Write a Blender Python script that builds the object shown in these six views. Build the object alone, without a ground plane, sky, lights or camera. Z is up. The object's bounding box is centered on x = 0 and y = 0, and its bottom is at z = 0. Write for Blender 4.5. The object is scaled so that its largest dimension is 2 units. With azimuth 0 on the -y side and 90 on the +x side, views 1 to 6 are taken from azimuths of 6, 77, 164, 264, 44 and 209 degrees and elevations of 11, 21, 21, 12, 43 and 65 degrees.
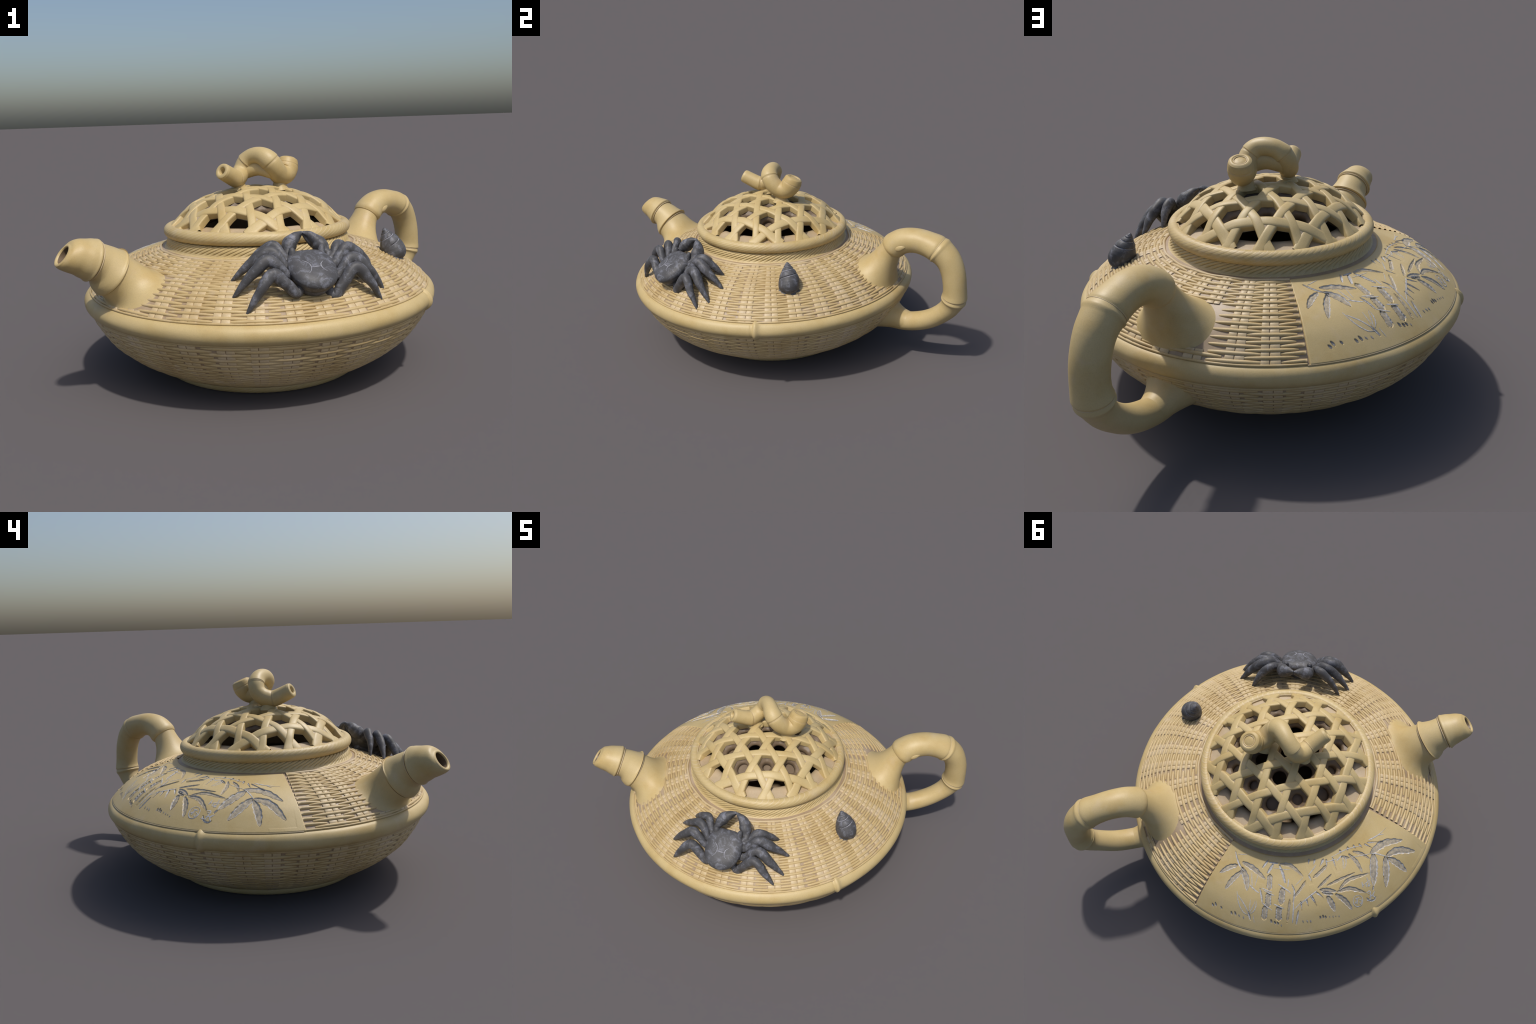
"""Bamboo-ware teapot: woven squat body, openwork lid, bamboo spout, handle and knob,
with a crab and a snail sitting on the shoulder and an engraved bamboo panel."""
import bpy, math, random
import numpy as np
from math import sin, cos, pi, radians, degrees, sqrt, atan2, hypot
from mathutils import Vector

rng = random.Random(7)
CX, CY = -0.0205, -0.0205            # axis of the body
AXIS = np.array([CX, CY, 0.0])

for o in list(bpy.data.objects):
    bpy.data.objects.remove(o)
COLL = bpy.context.scene.collection

# ------------------------------------------------------------------ materials
def new_mat(name):
    m = bpy.data.materials.new(name)
    m.use_nodes = True
    nt = m.node_tree
    return m, nt, nt.nodes["Principled BSDF"], nt.nodes, nt.links

def noise(nt, scale, detail=3.0, rough=0.55, coords=None, dist=0.0):
    n = nt.nodes.new("ShaderNodeTexNoise")
    n.inputs["Scale"].default_value = scale
    n.inputs["Detail"].default_value = detail
    n.inputs["Roughness"].default_value = rough
    n.inputs["Distortion"].default_value = dist
    if coords is None:
        tc = nt.nodes.new("ShaderNodeTexCoord")
        coords = tc.outputs["Object"]
    nt.links.new(coords, n.inputs["Vector"])
    return n.outputs["Fac"]

def ramp(nt, fac, stops):
    r = nt.nodes.new("ShaderNodeValToRGB")
    els = r.color_ramp.elements
    while len(els) < len(stops):
        els.new(0.5)
    for e, (p, c) in zip(els, stops):
        e.position = p
        e.color = (*c, 1) if len(c) == 3 else c
    nt.links.new(fac, r.inputs["Fac"])
    return r.outputs["Color"]

def mix(nt, fac, a, b):
    m = nt.nodes.new("ShaderNodeMix")
    m.data_type = 'RGBA'
    for sock, v in ((m.inputs[0], fac), (m.inputs[6], a), (m.inputs[7], b)):
        if isinstance(v, (int, float)):
            sock.default_value = v
        elif isinstance(v, tuple):
            sock.default_value = (*v, 1)
        else:
            nt.links.new(v, sock)
    return m.outputs[2]

def math_node(nt, op, a, b=None, c=None, clamp=False):
    m = nt.nodes.new("ShaderNodeMath")
    m.operation = op
    m.use_clamp = clamp
    for i, v in enumerate((a, b, c)):
        if v is None:
            continue
        if isinstance(v, (int, float)):
            m.inputs[i].default_value = v
        else:
            nt.links.new(v, m.inputs[i])
    return m.outputs[0]

def bump(nt, bsdf, height, strength, dist=0.002):
    b = nt.nodes.new("ShaderNodeBump")
    b.inputs["Strength"].default_value = strength
    b.inputs["Distance"].default_value = dist
    nt.links.new(height, b.inputs["Height"])
    nt.links.new(b.outputs["Normal"], bsdf.inputs["Normal"])

CLAY = (0.500, 0.382, 0.178)
CLAY_DEEP = (0.455, 0.325, 0.128)
CLAY_PALE = (0.530, 0.410, 0.205)
SLIP = (0.520, 0.415, 0.285)

def clay_material(name, base, deep, pale, slip=0.25, rough=0.50):
    """yellow stoneware: broad mottling, fine speckle, thin patches of pale slip"""
    m, nt, bsdf, nodes, links = new_mat(name)
    broad = noise(nt, 4.0, 4.0, 0.6)
    col = ramp(nt, broad, [(0.30, deep), (0.50, base), (0.72, pale)])
    patch = noise(nt, 11.0, 3.0, 0.6, dist=0.4)
    mask = ramp(nt, patch, [(0.56, (0, 0, 0)), (0.74, (slip, slip, slip))])
    col = mix(nt, mask, col, SLIP)
    fine = noise(nt, 260.0, 2.0, 0.6)
    speck = ramp(nt, fine, [(0.30, (0.92, 0.92, 0.92)), (0.60, (1.03, 1.03, 1.03))])
    mm = nodes.new("ShaderNodeMix"); mm.data_type = 'RGBA'; mm.blend_type = 'MULTIPLY'
    mm.inputs[0].default_value = 1.0
    links.new(col, mm.inputs[6]); links.new(speck, mm.inputs[7])
    links.new(mm.outputs[2], bsdf.inputs["Base Color"])
    bsdf.inputs["Roughness"].default_value = rough
    bsdf.inputs["Specular IOR Level"].default_value = 0.5
    bump(nt, bsdf, noise(nt, 90.0, 3.0), 0.10, 0.003)
    return m

MAT_CLAY = clay_material("yellow_clay", CLAY, CLAY_DEEP, CLAY_PALE)
MAT_STRAND = clay_material("strand_clay", (0.490, 0.364, 0.172), (0.400, 0.278, 0.118), (0.525, 0.405, 0.225), 0.5)
MAT_WARP = clay_material("warp_clay", (0.510, 0.392, 0.222), (0.455, 0.335, 0.165), (0.540, 0.430, 0.285), 0.6)
MAT_GAP_SHADOW = clay_material("clay_tinted_gap_shadow", (0.330, 0.240, 0.150), (0.270, 0.190, 0.110), (0.430, 0.335, 0.235), 0.3)  # browned down to paint the shadow between the woven strands
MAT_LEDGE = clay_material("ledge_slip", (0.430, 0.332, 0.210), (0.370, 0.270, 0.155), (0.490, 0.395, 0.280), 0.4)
MAT_HOLE_SHADE = clay_material("clay_darkened_hole_shade", (0.150, 0.105, 0.064), (0.115, 0.080, 0.047), (0.200, 0.148, 0.098), 0.15)  # same clay, colour lowered to bake in darkness of lid holes and bore
MAT_SEAM = clay_material("seam_slip", (0.510, 0.395, 0.225), (0.470, 0.350, 0.175), (0.540, 0.435, 0.290), 0.2)

def rope_material():
    """clay with thin pale lines of slip caught in the twisted rope grooves"""
    m = clay_material("rope_clay", CLAY, CLAY_DEEP, CLAY_PALE, 0.35)
    nt = m.node_tree
    bsdf = nt.nodes["Principled BSDF"]
    src = bsdf.inputs["Base Color"].links[0].from_socket
    tc = nt.nodes.new("ShaderNodeTexCoord")
    sep = nt.nodes.new("ShaderNodeSeparateXYZ")
    nt.links.new(tc.outputs["Object"], sep.inputs[0])
    ang = math_node(nt, 'ARCTAN2', math_node(nt, 'SUBTRACT', sep.outputs[1], CY), math_node(nt, 'SUBTRACT', sep.outputs[0], CX))
    turn = math_node(nt, 'MULTIPLY', ang, ROPE_N / (2 * pi))
    lean = math_node(nt, 'MULTIPLY', sep.outputs[2], -ROPE_LEAN)
    ph = math_node(nt, 'FRACT', math_node(nt, 'ADD', turn, lean))
    dist = math_node(nt, 'ABSOLUTE', math_node(nt, 'SUBTRACT', ph, 0.5))
    line = ramp(nt, dist, [(0.0, (1, 1, 1)), (0.07, (0, 0, 0))])
    worn = ramp(nt, noise(nt, 9.0, 3.0), [(0.40, (0.12, 0.12, 0.12)), (0.62, (0.9, 0.9, 0.9))])
    mm = nt.nodes.new("ShaderNodeMix"); mm.data_type = 'RGBA'; mm.blend_type = 'MULTIPLY'
    mm.inputs[0].default_value = 1.0
    nt.links.new(line, mm.inputs[6]); nt.links.new(worn, mm.inputs[7])
    col = mix(nt, mm.outputs[2], src, (0.62, 0.51, 0.38))
    nt.links.new(col, bsdf.inputs["Base Color"])
    return m

ROPE_N, ROPE_LEAN = 88, 60.0
MAT_ROPE = rope_material()

def dark_material():
    """dark grey clay of the crab and the snail, with rubbed bluish chalk"""
    m, nt, bsdf, nodes, links = new_mat("dark_grey_clay")
    a = noise(nt, 12.0, 5.0, 0.65)
    col = ramp(nt, a, [(0.28, (0.052, 0.051, 0.053)), (0.55, (0.076, 0.075, 0.078)), (0.75, (0.105, 0.104, 0.112))])
    b = noise(nt, 24.0, 9.0, 0.78, dist=0.5)
    chalk = ramp(nt, b, [(0.50, (0, 0, 0)), (0.66, (0.9, 0.9, 0.9))])
    col = mix(nt, chalk, col, (0.200, 0.208, 0.245))
    c = noise(nt, 150.0, 2.0, 0.5)
    dots = ramp(nt, c, [(0.70, (0, 0, 0)), (0.80, (0.5, 0.5, 0.5))])
    col = mix(nt, dots, col, (0.22, 0.22, 0.24))
    links.new(col, bsdf.inputs["Base Color"])
    bsdf.inputs["Roughness"].default_value = 0.54
    bsdf.inputs["Specular IOR Level"].default_value = 0.36
    bump(nt, bsdf, noise(nt, 70.0, 3.0), 0.12, 0.003)
    return m

MAT_DARK = dark_material()

def plain(name, lo, hi, scale, rough=0.8):
    m, nt, bsdf, nodes, links = new_mat(name)
    links.new(ramp(nt, noise(nt, scale, 4.0, 0.65), [(0.34, lo), (0.66, hi)]), bsdf.inputs["Base Color"])
    bsdf.inputs["Roughness"].default_value = rough
    bsdf.inputs["Specular IOR Level"].default_value = 0.2
    return m

MAT_CHALK = plain("engraving_chalk", (0.34, 0.325, 0.305), (0.56, 0.55, 0.545), 75.0)
MAT_INLAY = plain("engraving_floor", (0.235, 0.215, 0.185), (0.47, 0.395, 0.275), 60.0)
MAT_MARK = plain("dark_chalk_line", (0.20, 0.19, 0.18), (0.36, 0.34, 0.31), 60.0)

# ------------------------------------------------------------------ mesh helpers
def add_mesh(name, verts, faces, mats, parent=None, smooth=True, face_mats=None, stuff=False, sharp=None):
    me = bpy.data.meshes.new(name)
    me.from_pydata([tuple(map(float, v)) for v in verts], [], [tuple(f) for f in faces])
    if not isinstance(mats, (list, tuple)):
        mats = [mats]
    for m in mats:
        me.materials.append(m)
    if smooth:
        me.polygons.foreach_set("use_smooth", [True] * len(me.polygons))
    if face_mats is not None:
        me.polygons.foreach_set("material_index", face_mats)
    me.update()
    if sharp is not None:
        me.set_sharp_from_angle(angle=radians(sharp))
    o = bpy.data.objects.new(name, me)
    COLL.objects.link(o)
    if parent is not None:
        o.parent = parent
    if stuff:
        o["kind"] = "stuff"
    return o

def empty(name, parent=None):
    o = bpy.data.objects.new(name, None)
    o.empty_display_size = 0.1
    COLL.objects.link(o)
    if parent is not None:
        o.parent = parent
    return o

class Buf:
    """collects patches of geometry into one mesh"""
    def __init__(self):
        self.v, self.f, self.m = [], [], []
    def grid(self, P, close_u=False, close_v=False, mat=0, flip=False):
        P = np.asarray(P, float)
        nu, nv = P.shape[:2]
        b = len(self.v)
        self.v.extend(P.reshape(-1, 3).tolist())
        for i in range(nu if close_u else nu - 1):
            i2 = (i + 1) % nu
            for j in range(nv if close_v else nv - 1):
                j2 = (j + 1) % nv
                q = (b + i * nv + j, b + i2 * nv + j, b + i2 * nv + j2, b + i * nv + j2)
                self.f.append(q[::-1] if flip else q)
                self.m.append(mat(i, j) if callable(mat) else mat)
        return b
    def fan(self, ring, centre, mat=0, flip=False):
        b = len(self.v)
        self.v.extend([list(map(float, p)) for p in ring]); self.v.append(list(map(float, centre)))
        n = len(ring)
        for i in range(n):
            t = (b + i, b + (i + 1) % n, b + n)
            self.f.append(t[::-1] if flip else t); self.m.append(mat)
    def make(self, name, mats, parent=None, **kw):
        return add_mesh(name, self.v, self.f, mats, parent, face_mats=self.m, **kw)

def spline(pts, n):
    """centripetal-like Catmull-Rom through pts, n samples evenly spaced along its length"""
    P = np.asarray(pts, float)
    d = np.sqrt(np.maximum(np.linalg.norm(np.diff(P, axis=0), axis=1), 1e-9))
    t = np.concatenate([[0], np.cumsum(d)])
    ext0, ext1 = 2 * P[0] - P[1], 2 * P[-1] - P[-2]
    Q = np.vstack([ext0, P, ext1]); T = np.concatenate([[t[0] - d[0]], t, [t[-1] + d[-1]]])
    out = []
    for i in range(1, len(Q) - 2):
        u = np.linspace(T[i], T[i + 1], 40, endpoint=(i == len(Q) - 3))
        def lerp(a, b, ta, tb):
            return ((tb - u) / (tb - ta))[:, None] * a + ((u - ta) / (tb - ta))[:, None] * b
        A1 = lerp(Q[i-1], Q[i], T[i-1], T[i]); A2 = lerp(Q[i], Q[i+1], T[i], T[i+1]); A3 = lerp(Q[i+1], Q[i+2], T[i+1], T[i+2])
        def lerp2(a, b, ta, tb):
            return ((tb - u) / (tb - ta))[:, None] * a + ((u - ta) / (tb - ta))[:, None] * b
        B1 = lerp2(A1, A2, T[i-1], T[i+1]); B2 = lerp2(A2, A3, T[i], T[i+2])
        out.append(lerp2(B1, B2, T[i], T[i+1]))
    C = np.vstack(out)
    s = np.concatenate([[0], np.cumsum(np.linalg.norm(np.diff(C, axis=0), axis=1))])
    if np.isscalar(n):
        q = np.linspace(0, s[-1], n)
    else:
        q = np.asarray(n) * s[-1]
    return np.stack([np.interp(q, s, C[:, k]) for k in range(C.shape[1])], 1)

def frames(C, up=(0, 0, 1)):
    # tangents over a fixed arc length, so that closely spaced rings do not fold
    s = np.concatenate([[0], np.cumsum(np.linalg.norm(np.diff(C, axis=0), axis=1))])
    e = s[-1] * 0.02
    def at(q): return np.stack([np.interp(q, s, C[:, k]) for k in range(3)], 1)
    T = at(np.minimum(s + e, s[-1])) - at(np.maximum(s - e, 0))
    T /= np.linalg.norm(T, axis=1)[:, None]
    N = np.zeros_like(C)
    n = np.asarray(up, float); n = n - T[0] * (n @ T[0])
    if np.linalg.norm(n) < 1e-4:
        n = np.array([1.0, 0, 0]) - T[0] * T[0][0]
    n /= np.linalg.norm(n)
    for i in range(len(C)):
        n = n - T[i] * (n @ T[i]); n /= np.linalg.norm(n)
        N[i] = n
    return T, N, np.cross(T, N)

def tube(buf, C, R, n=32, up=(0, 0, 1), ratio=1.0, cap0=None, cap1=None, wobble=0.0, seed=0, mat=0, keel=0.0):
    """sweep of circles (radius R[i]; side axis scaled by ratio) along C, rounded caps optional"""
    C = np.asarray(C, float); R = np.asarray(R, float)
    T, N, B = frames(C, up)
    ph = np.linspace(0, 2 * pi, n, endpoint=False)
    r = np.random.default_rng(seed)
    k = r.uniform(0, 2 * pi, 6)
    arc = np.concatenate([[0], np.cumsum(np.linalg.norm(np.diff(C, axis=0), axis=1))]); arc /= arc[-1]
    rows = []
    for i in range(len(C)):
        w = 1.0
        if wobble:
            u = arc[i] * 2 * pi
            w = 1 + wobble * (np.sin(2 * ph + k[0] + 2 * u) * 0.5 + np.sin(3 * ph + k[1] - 3 * u) * 0.5 + np.sin(5 * u + k[2] + ph) * 0.6)
        rr = R[i] * w * (1 + keel * np.maximum(np.cos(ph), 0) ** 4)
        rows.append(C[i] + (rr * np.cos(ph))[:, None] * N[i] + (rr * ratio * np.sin(ph))[:, None] * B[i])
    P = np.array(rows)
    b = buf.grid(P, close_v=True, mat=mat, flip=True)
    if cap0 is not None:
        buf.fan(P[0], C[0] - T[0] * cap0, mat)
    if cap1 is not None:
        buf.fan(P[-1], C[-1] + T[-1] * cap1, mat, flip=True)
    return P, T, N, B

def stations(C, knots, n):
    """radius profile: knots [(fraction, radius)...] -> (sampled path, radii); equal fractions allowed"""
    f = np.array([k[0] for k in knots]); r = np.array([k[1] for k in knots])
    q = np.unique(np.concatenate([np.linspace(0, 1, n), f]))
    path = spline(C, q)
    return path, np.interp(q, f, r)

def smooth_knots(knots, sub=6):
    """ease between (fraction, radius, kind): kind 's' eased span to the next, 'l' straight"""
    out = []
    for (a, b) in zip(knots[:-1], knots[1:]):
        for i in range(sub):
            t = i / sub
            out.append((a[0] + (b[0] - a[0]) * t, a[1] + (b[1] - a[1]) * t))
    out.append(knots[-1][:2])
    # knots marked 's' are rounded by a cubic through their neighbours, 'l' keep a crisp corner
    K = np.array([k[:2] for k in knots], float)
    soft = np.array([k[2] == 's' for k in knots])
    sec = np.diff(K[:, 1]) / np.maximum(np.diff(K[:, 0]), 1e-6)
    res = []
    for i in range(len(K) - 1):
        h = K[i + 1, 0] - K[i, 0]
        m0 = 0.5 * (sec[i - 1] + sec[i]) if (i > 0 and soft[i]) else sec[i]
        m1 = 0.5 * (sec[i] + sec[i + 1]) if (i + 1 < len(sec) and soft[i + 1]) else sec[i]
        for j in range(sub):
            t = j / sub
            y = (2*t**3 - 3*t**2 + 1) * K[i, 1] + (t**3 - 2*t**2 + t) * h * m0 + (-2*t**3 + 3*t**2) * K[i + 1, 1] + (t**3 - t**2) * h * m1
            res.append((K[i, 0] + h * t, y))
    res.append((K[-1, 0], K[-1, 1]))
    return res

# ------------------------------------------------------------------ body profile
class Profile:
    def __init__(self, pts):
        self.P = spline(pts, 600)
        d = np.linalg.norm(np.diff(self.P, axis=0), axis=1)
        self.s = np.concatenate([[0], np.cumsum(d)])
        self.L = self.s[-1]
        T = np.gradient(self.P, axis=0); T /= np.linalg.norm(T, axis=1)[:, None]
        self.N = np.stack([-T[:, 1], T[:, 0]], 1)        # left of travel
        self.flip = 1.0
    def at(self, s, h=0.0):
        r = np.interp(s, self.s, self.P[:, 0]); z = np.interp(s, self.s, self.P[:, 1])
        nr = np.interp(s, self.s, self.N[:, 0]) * self.flip; nz = np.interp(s, self.s, self.N[:, 1]) * self.flip
        return r + nr * h, z + nz * h
    def pos(self, th, s, h=0.0):
        r, z = self.at(s, h)
        th = np.asarray(th, float)
        dx, dy = self.shift
        return np.stack(np.broadcast_arrays(CX + dx + r * np.cos(th), CY + dy + r * np.sin(th), z), -1)
    shift = (0.0, 0.0)
    def s_of_r(self, r):
        o = np.argsort(self.P[:, 0])
        return float(np.interp(r, self.P[o, 0], self.s[o]))

# shoulder (neck -> rim band) and belly (rim band -> foot); heights are the tops of the weave
UP = Profile([(0.520, 0.704), (0.56, 0.694), (0.60, 0.682), (0.65, 0.667), (0.70, 0.652), (0.75, 0.633), (0.80, 0.608), (0.85, 0.576), (0.90, 0.534), (0.95, 0.487), (0.958, 0.478)])
LO = Profile([(0.958, 0.392), (0.953, 0.372), (0.94, 0.342), (0.90, 0.271), (0.85, 0.207), (0.80, 0.163), (0.75, 0.1265), (0.70, 0.0955), (0.65, 0.0690), (0.605, 0.0490), (0.580, 0.0425)])
if UP.N[0, 1] < 0: UP.flip = -1.0
if LO.N[0, 0] < 0: LO.flip = -1.0
LO.shift = (0.0025, 0.0035)                        # the belly sits a little off the axis

PAN0, PAN1 = radians(83.8), radians(183.6)       # the plain engraved sector
SPOUT_A, HANDLE_A = radians(225.0), radians(45.0)

def ring(buf, prof, n, disp=None, mat=0, th0=0.0, th1=2 * pi):
    """lathe a closed or open (r,z) polyline about the body axis; disp(theta, i) -> (dr,dz)"""
    full = abs(th1 - th0 - 2 * pi) < 1e-6
    th = np.linspace(th0, th1, n, endpoint=not full)
    prof = np.asarray(prof, float)
    rows = []
    for i, (r, z) in enumerate(prof):
        if disp is None:
            dr = dz = 0 * th
        else:
            dr, dz = disp(th, i)
        rows.append(np.stack([CX + (r + dr) * np.cos(th), CY + (r + dr) * np.sin(th), z + dz + 0 * th], 1))
    return buf.grid(np.array(rows), close_v=full, mat=mat)

teapot = empty("teapot")
teapot["label"] = "yellow clay teapot woven like a bamboo basket with dark crab and snail"
teapot["category"] = "ceramic teapot"
teapot.location = (0, 0, 0)

# body shell: ground with crevice shade in its colour beneath the strands, foot, hollow inside
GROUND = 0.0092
up_s = np.linspace(0, UP.L, 60)
lo_s = np.linspace(0, LO.L, 50)
outer = [UP.at(s, -GROUND) for s in up_s] + [(0.945, 0.45), (0.945, 0.41)] + [LO.at(s, -0.0085) for s in lo_s]
outer = [(0.470, 0.745), (0.480, 0.725)] + [(float(a), float(b)) for a, b in outer] + [(0.52, 0.045), (0.51, 0.012), (0.49, 0.012), (0.465, 0.018), (0.25, 0.018), (0.01, 0.018)]
inner = [(0.01, 0.06), (0.45, 0.062), (0.60, 0.085), (0.75, 0.17), (0.86, 0.28), (0.90, 0.40), (0.89, 0.45), (0.82, 0.53), (0.70, 0.605), (0.56, 0.655), (0.45, 0.69), (0.44, 0.745)]
b = Buf()
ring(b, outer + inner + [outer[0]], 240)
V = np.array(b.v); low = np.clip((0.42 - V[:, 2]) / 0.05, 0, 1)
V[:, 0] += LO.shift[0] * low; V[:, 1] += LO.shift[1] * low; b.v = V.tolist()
body = b.make("body", MAT_GAP_SHADOW, teapot)
# ------------------------------------------------------------------ basket weave
NCOL = 36
COL0 = radians(5.0)
def col_angle(j, upper=True):
    return COL0 + 2 * pi * j / NCOL + (radians(0.6) * sin(j * 2.3) if upper else radians(0.8) * sin(j * 1.7 + 1))

def ang_in(a, lo, hi):
    a = (a - lo) % (2 * pi)
    return a < (hi - lo)

SEG_STATIONS = np.array([-1.0, -0.93, -0.82, -0.66, -0.45, -0.22, 0.0, 0.22, 0.45, 0.66, 0.82, 0.93, 1.0])

def weft_segment(buf, prof, th0, th1, s0, width, height, base, clip=None, tilt=0.0):
    """one over-lying stretch of a horizontal strand: a spindle that dives at both ends"""
    t = SEG_STATIONS
    th = 0.5 * (th0 + th1) + 0.5 * (th1 - th0) * t
    if clip is not None:                          # cut square at the panel edge
        lo, hi = clip
        c = 0.5 * (th0 + th1)
        k = round((c - lo) / (2 * pi) - 0.25)
        th = th - 2 * pi * k
        lo2, hi2 = lo, hi
        if th[-1] <= lo2 or th[0] >= hi2:
            return
        thc = np.clip(th, lo2, hi2)
        t = (thc - 0.5 * (th[0] + th[-1])) / (0.5 * (th[-1] - th[0]))
        th = thc
    full = np.clip(1 - np.abs(t) ** 3.2, 0, 1)
    w = 0.5 * width * (0.55 + 0.45 * full ** 0.8)
    h = height * (1 - np.abs(t) ** 2.6 * 0.80)
    ph = np.linspace(-0.15 * pi, 1.15 * pi, 7)
    s = s0 + np.outer(w, np.sign(np.cos(ph)) * np.abs(np.cos(ph)) ** 0.8) + (tilt * t)[:, None]
    hh = base - 0.002 + np.outer(h + 0.002, np.sign(np.sin(ph)) * np.abs(np.sin(ph)) ** 0.8)
    buf.grid(prof.pos(th[:, None] + 0 * s, s, hh))

def weave(prof, s_first, s_last, pitch, base, width, height, skip, name, upper, parity_of, clip=None, warp_h=0.0026, s_pan=None):
    rows = int(round((s_last - s_first) / pitch))
    pitch = (s_last - s_first) / rows
    for k in range(rows + 1):
        buf = Buf()
        s0 = s_first + k * pitch
        for j in range(NCOL):
            a = col_angle(j, upper)
            if (j + k + parity_of(j)) % 2:
                continue
            if skip(a, s0):
                continue
            half = radians(7.4 + rng.uniform(-0.25, 0.25))
            c = a + radians(rng.uniform(-0.3, 0.3))
            weft_segment(buf, prof, c - half, c + half, s0 + rng.uniform(-1, 1) * 0.0011,
                         width * rng.uniform(0.9, 1.1), height * rng.uniform(0.88, 1.1), base, clip, rng.uniform(-1, 1) * 0.0012)
        if buf.v:
            buf.make("weft_strand", MAT_STRAND, body)
    # upright strips: a pair per column, swelling up where they show between two strands
    ns = rows * 6 + 1
    s = np.linspace(s_first - pitch * 0.9, s_last + pitch * 0.9, ns)
    for j in range(NCOL):
        a = col_angle(j, upper)
        if clip is not None and not ang_in(a, clip[0] + 0.02, clip[1] - 0.02):
            continue
        k = (s - s_first) / pitch
        shown = 0.5 - 0.5 * np.cos(pi * (k - ((j + parity_of(j)) % 2)))   # 1 where this column is on top
        keep = np.array([not skip(a, q) for q in s])
        buf = Buf()
        split = rng.uniform(-0.35, 0.35)
        halfw = radians(2.55)
        gap = radians(0.09)
        for lo_t, hi_t in ((-halfw, radians(split) - gap), (radians(split) + gap, halfw)):
            u = np.array([0.0, 0.0, 0.06, 0.5, 0.94, 1.0, 1.0])
            lift = np.array([-0.004, 0.70, 0.95, 1.0, 0.95, 0.70, -0.004])
            th = a + lo_t + (hi_t - lo_t) * u
            top = warp_h + 0.0028 * shown
            hh = np.where(lift[None, :] < 0, -0.003, top[:, None] * lift[None, :])
            P = prof.pos(th[None, :] + 0 * hh, s[:, None] + 0 * hh, base + hh)
            idx = np.where(keep)[0]
            if len(idx) < 4:
                continue
            for run in np.split(idx, np.where(np.diff(idx) > 1)[0] + 1):
                if len(run) > 2:
                    buf.grid(P[run])
        if buf.v:
            buf.make("warp_strip", MAT_WARP, body)

def skip_up(a, s):
    for c, hw, r0, r1 in ((SPOUT_A, 11.5, 0.725, 0.925), (HANDLE_A, 9.5, 0.72, 0.91)):
        d = degrees(abs((a - c + pi) % (2 * pi) - pi))
        r, _ = UP.at(s)
        if d < hw and r0 < r < r1:
            return True
    return False

def skip_lo(a, s):
    return False

def par_up(j):
    a = degrees(col_angle(j)) % 360
    return 1 if 50 < a < 90 else 0

S_OUT = UP.s_of_r(0.937); S_IN = UP.s_of_r(0.566)
weave(UP, S_IN, S_OUT, 0.0167, -GROUND, 0.0182, 0.0098, skip_up, "upper", True, par_up, clip=(PAN1 - 2 * pi, PAN0))
weave(LO, 0.028, LO.L - 0.012, 0.0188, -0.0078, 0.0212, 0.0066, skip_lo, "lower", False, lambda j: 0)

# plain cords closing the weave against the rim band and under the neck
def cord(name, prof, s, m, mat, th0, th1, n=200, lift=0.0, wave=0.0):
    th = np.linspace(th0, th1, n)
    ph = np.linspace(0, 2 * pi, 10, endpoint=False)
    w = wave * np.sin(th * NCOL / 2)
    P = prof.pos(th[:, None] + 0 * ph, s + w[:, None] + m * np.cos(ph)[None, :] + 0 * th[:, None], lift + m * np.sin(ph)[None, :] + 0 * th[:, None])
    bb = Buf(); bb.grid(P, close_v=True)
    return bb.make(name, mat, body)
cord("edge_cord", UP, UP.s_of_r(0.9475), 0.0058, MAT_STRAND, PAN1 - 2 * pi, PAN0, lift=-0.0075)
cord("edge_cord", LO, 0.012, 0.0070, MAT_STRAND, 0, 2 * pi, n=300, lift=-0.008)
cord("edge_cord", LO, LO.L - 0.004, 0.0060, MAT_STRAND, 0, 2 * pi, n=300, lift=-0.008)
cord("edge_cord", UP, UP.s_of_r(0.549), 0.0075, MAT_SEAM, PAN1 - 2 * pi, PAN0, lift=-0.008, wave=0.002)
cord("panel_seam", UP, UP.s_of_r(0.9525), 0.0030, MAT_SEAM, PAN0, PAN1, lift=-0.0050)

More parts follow.
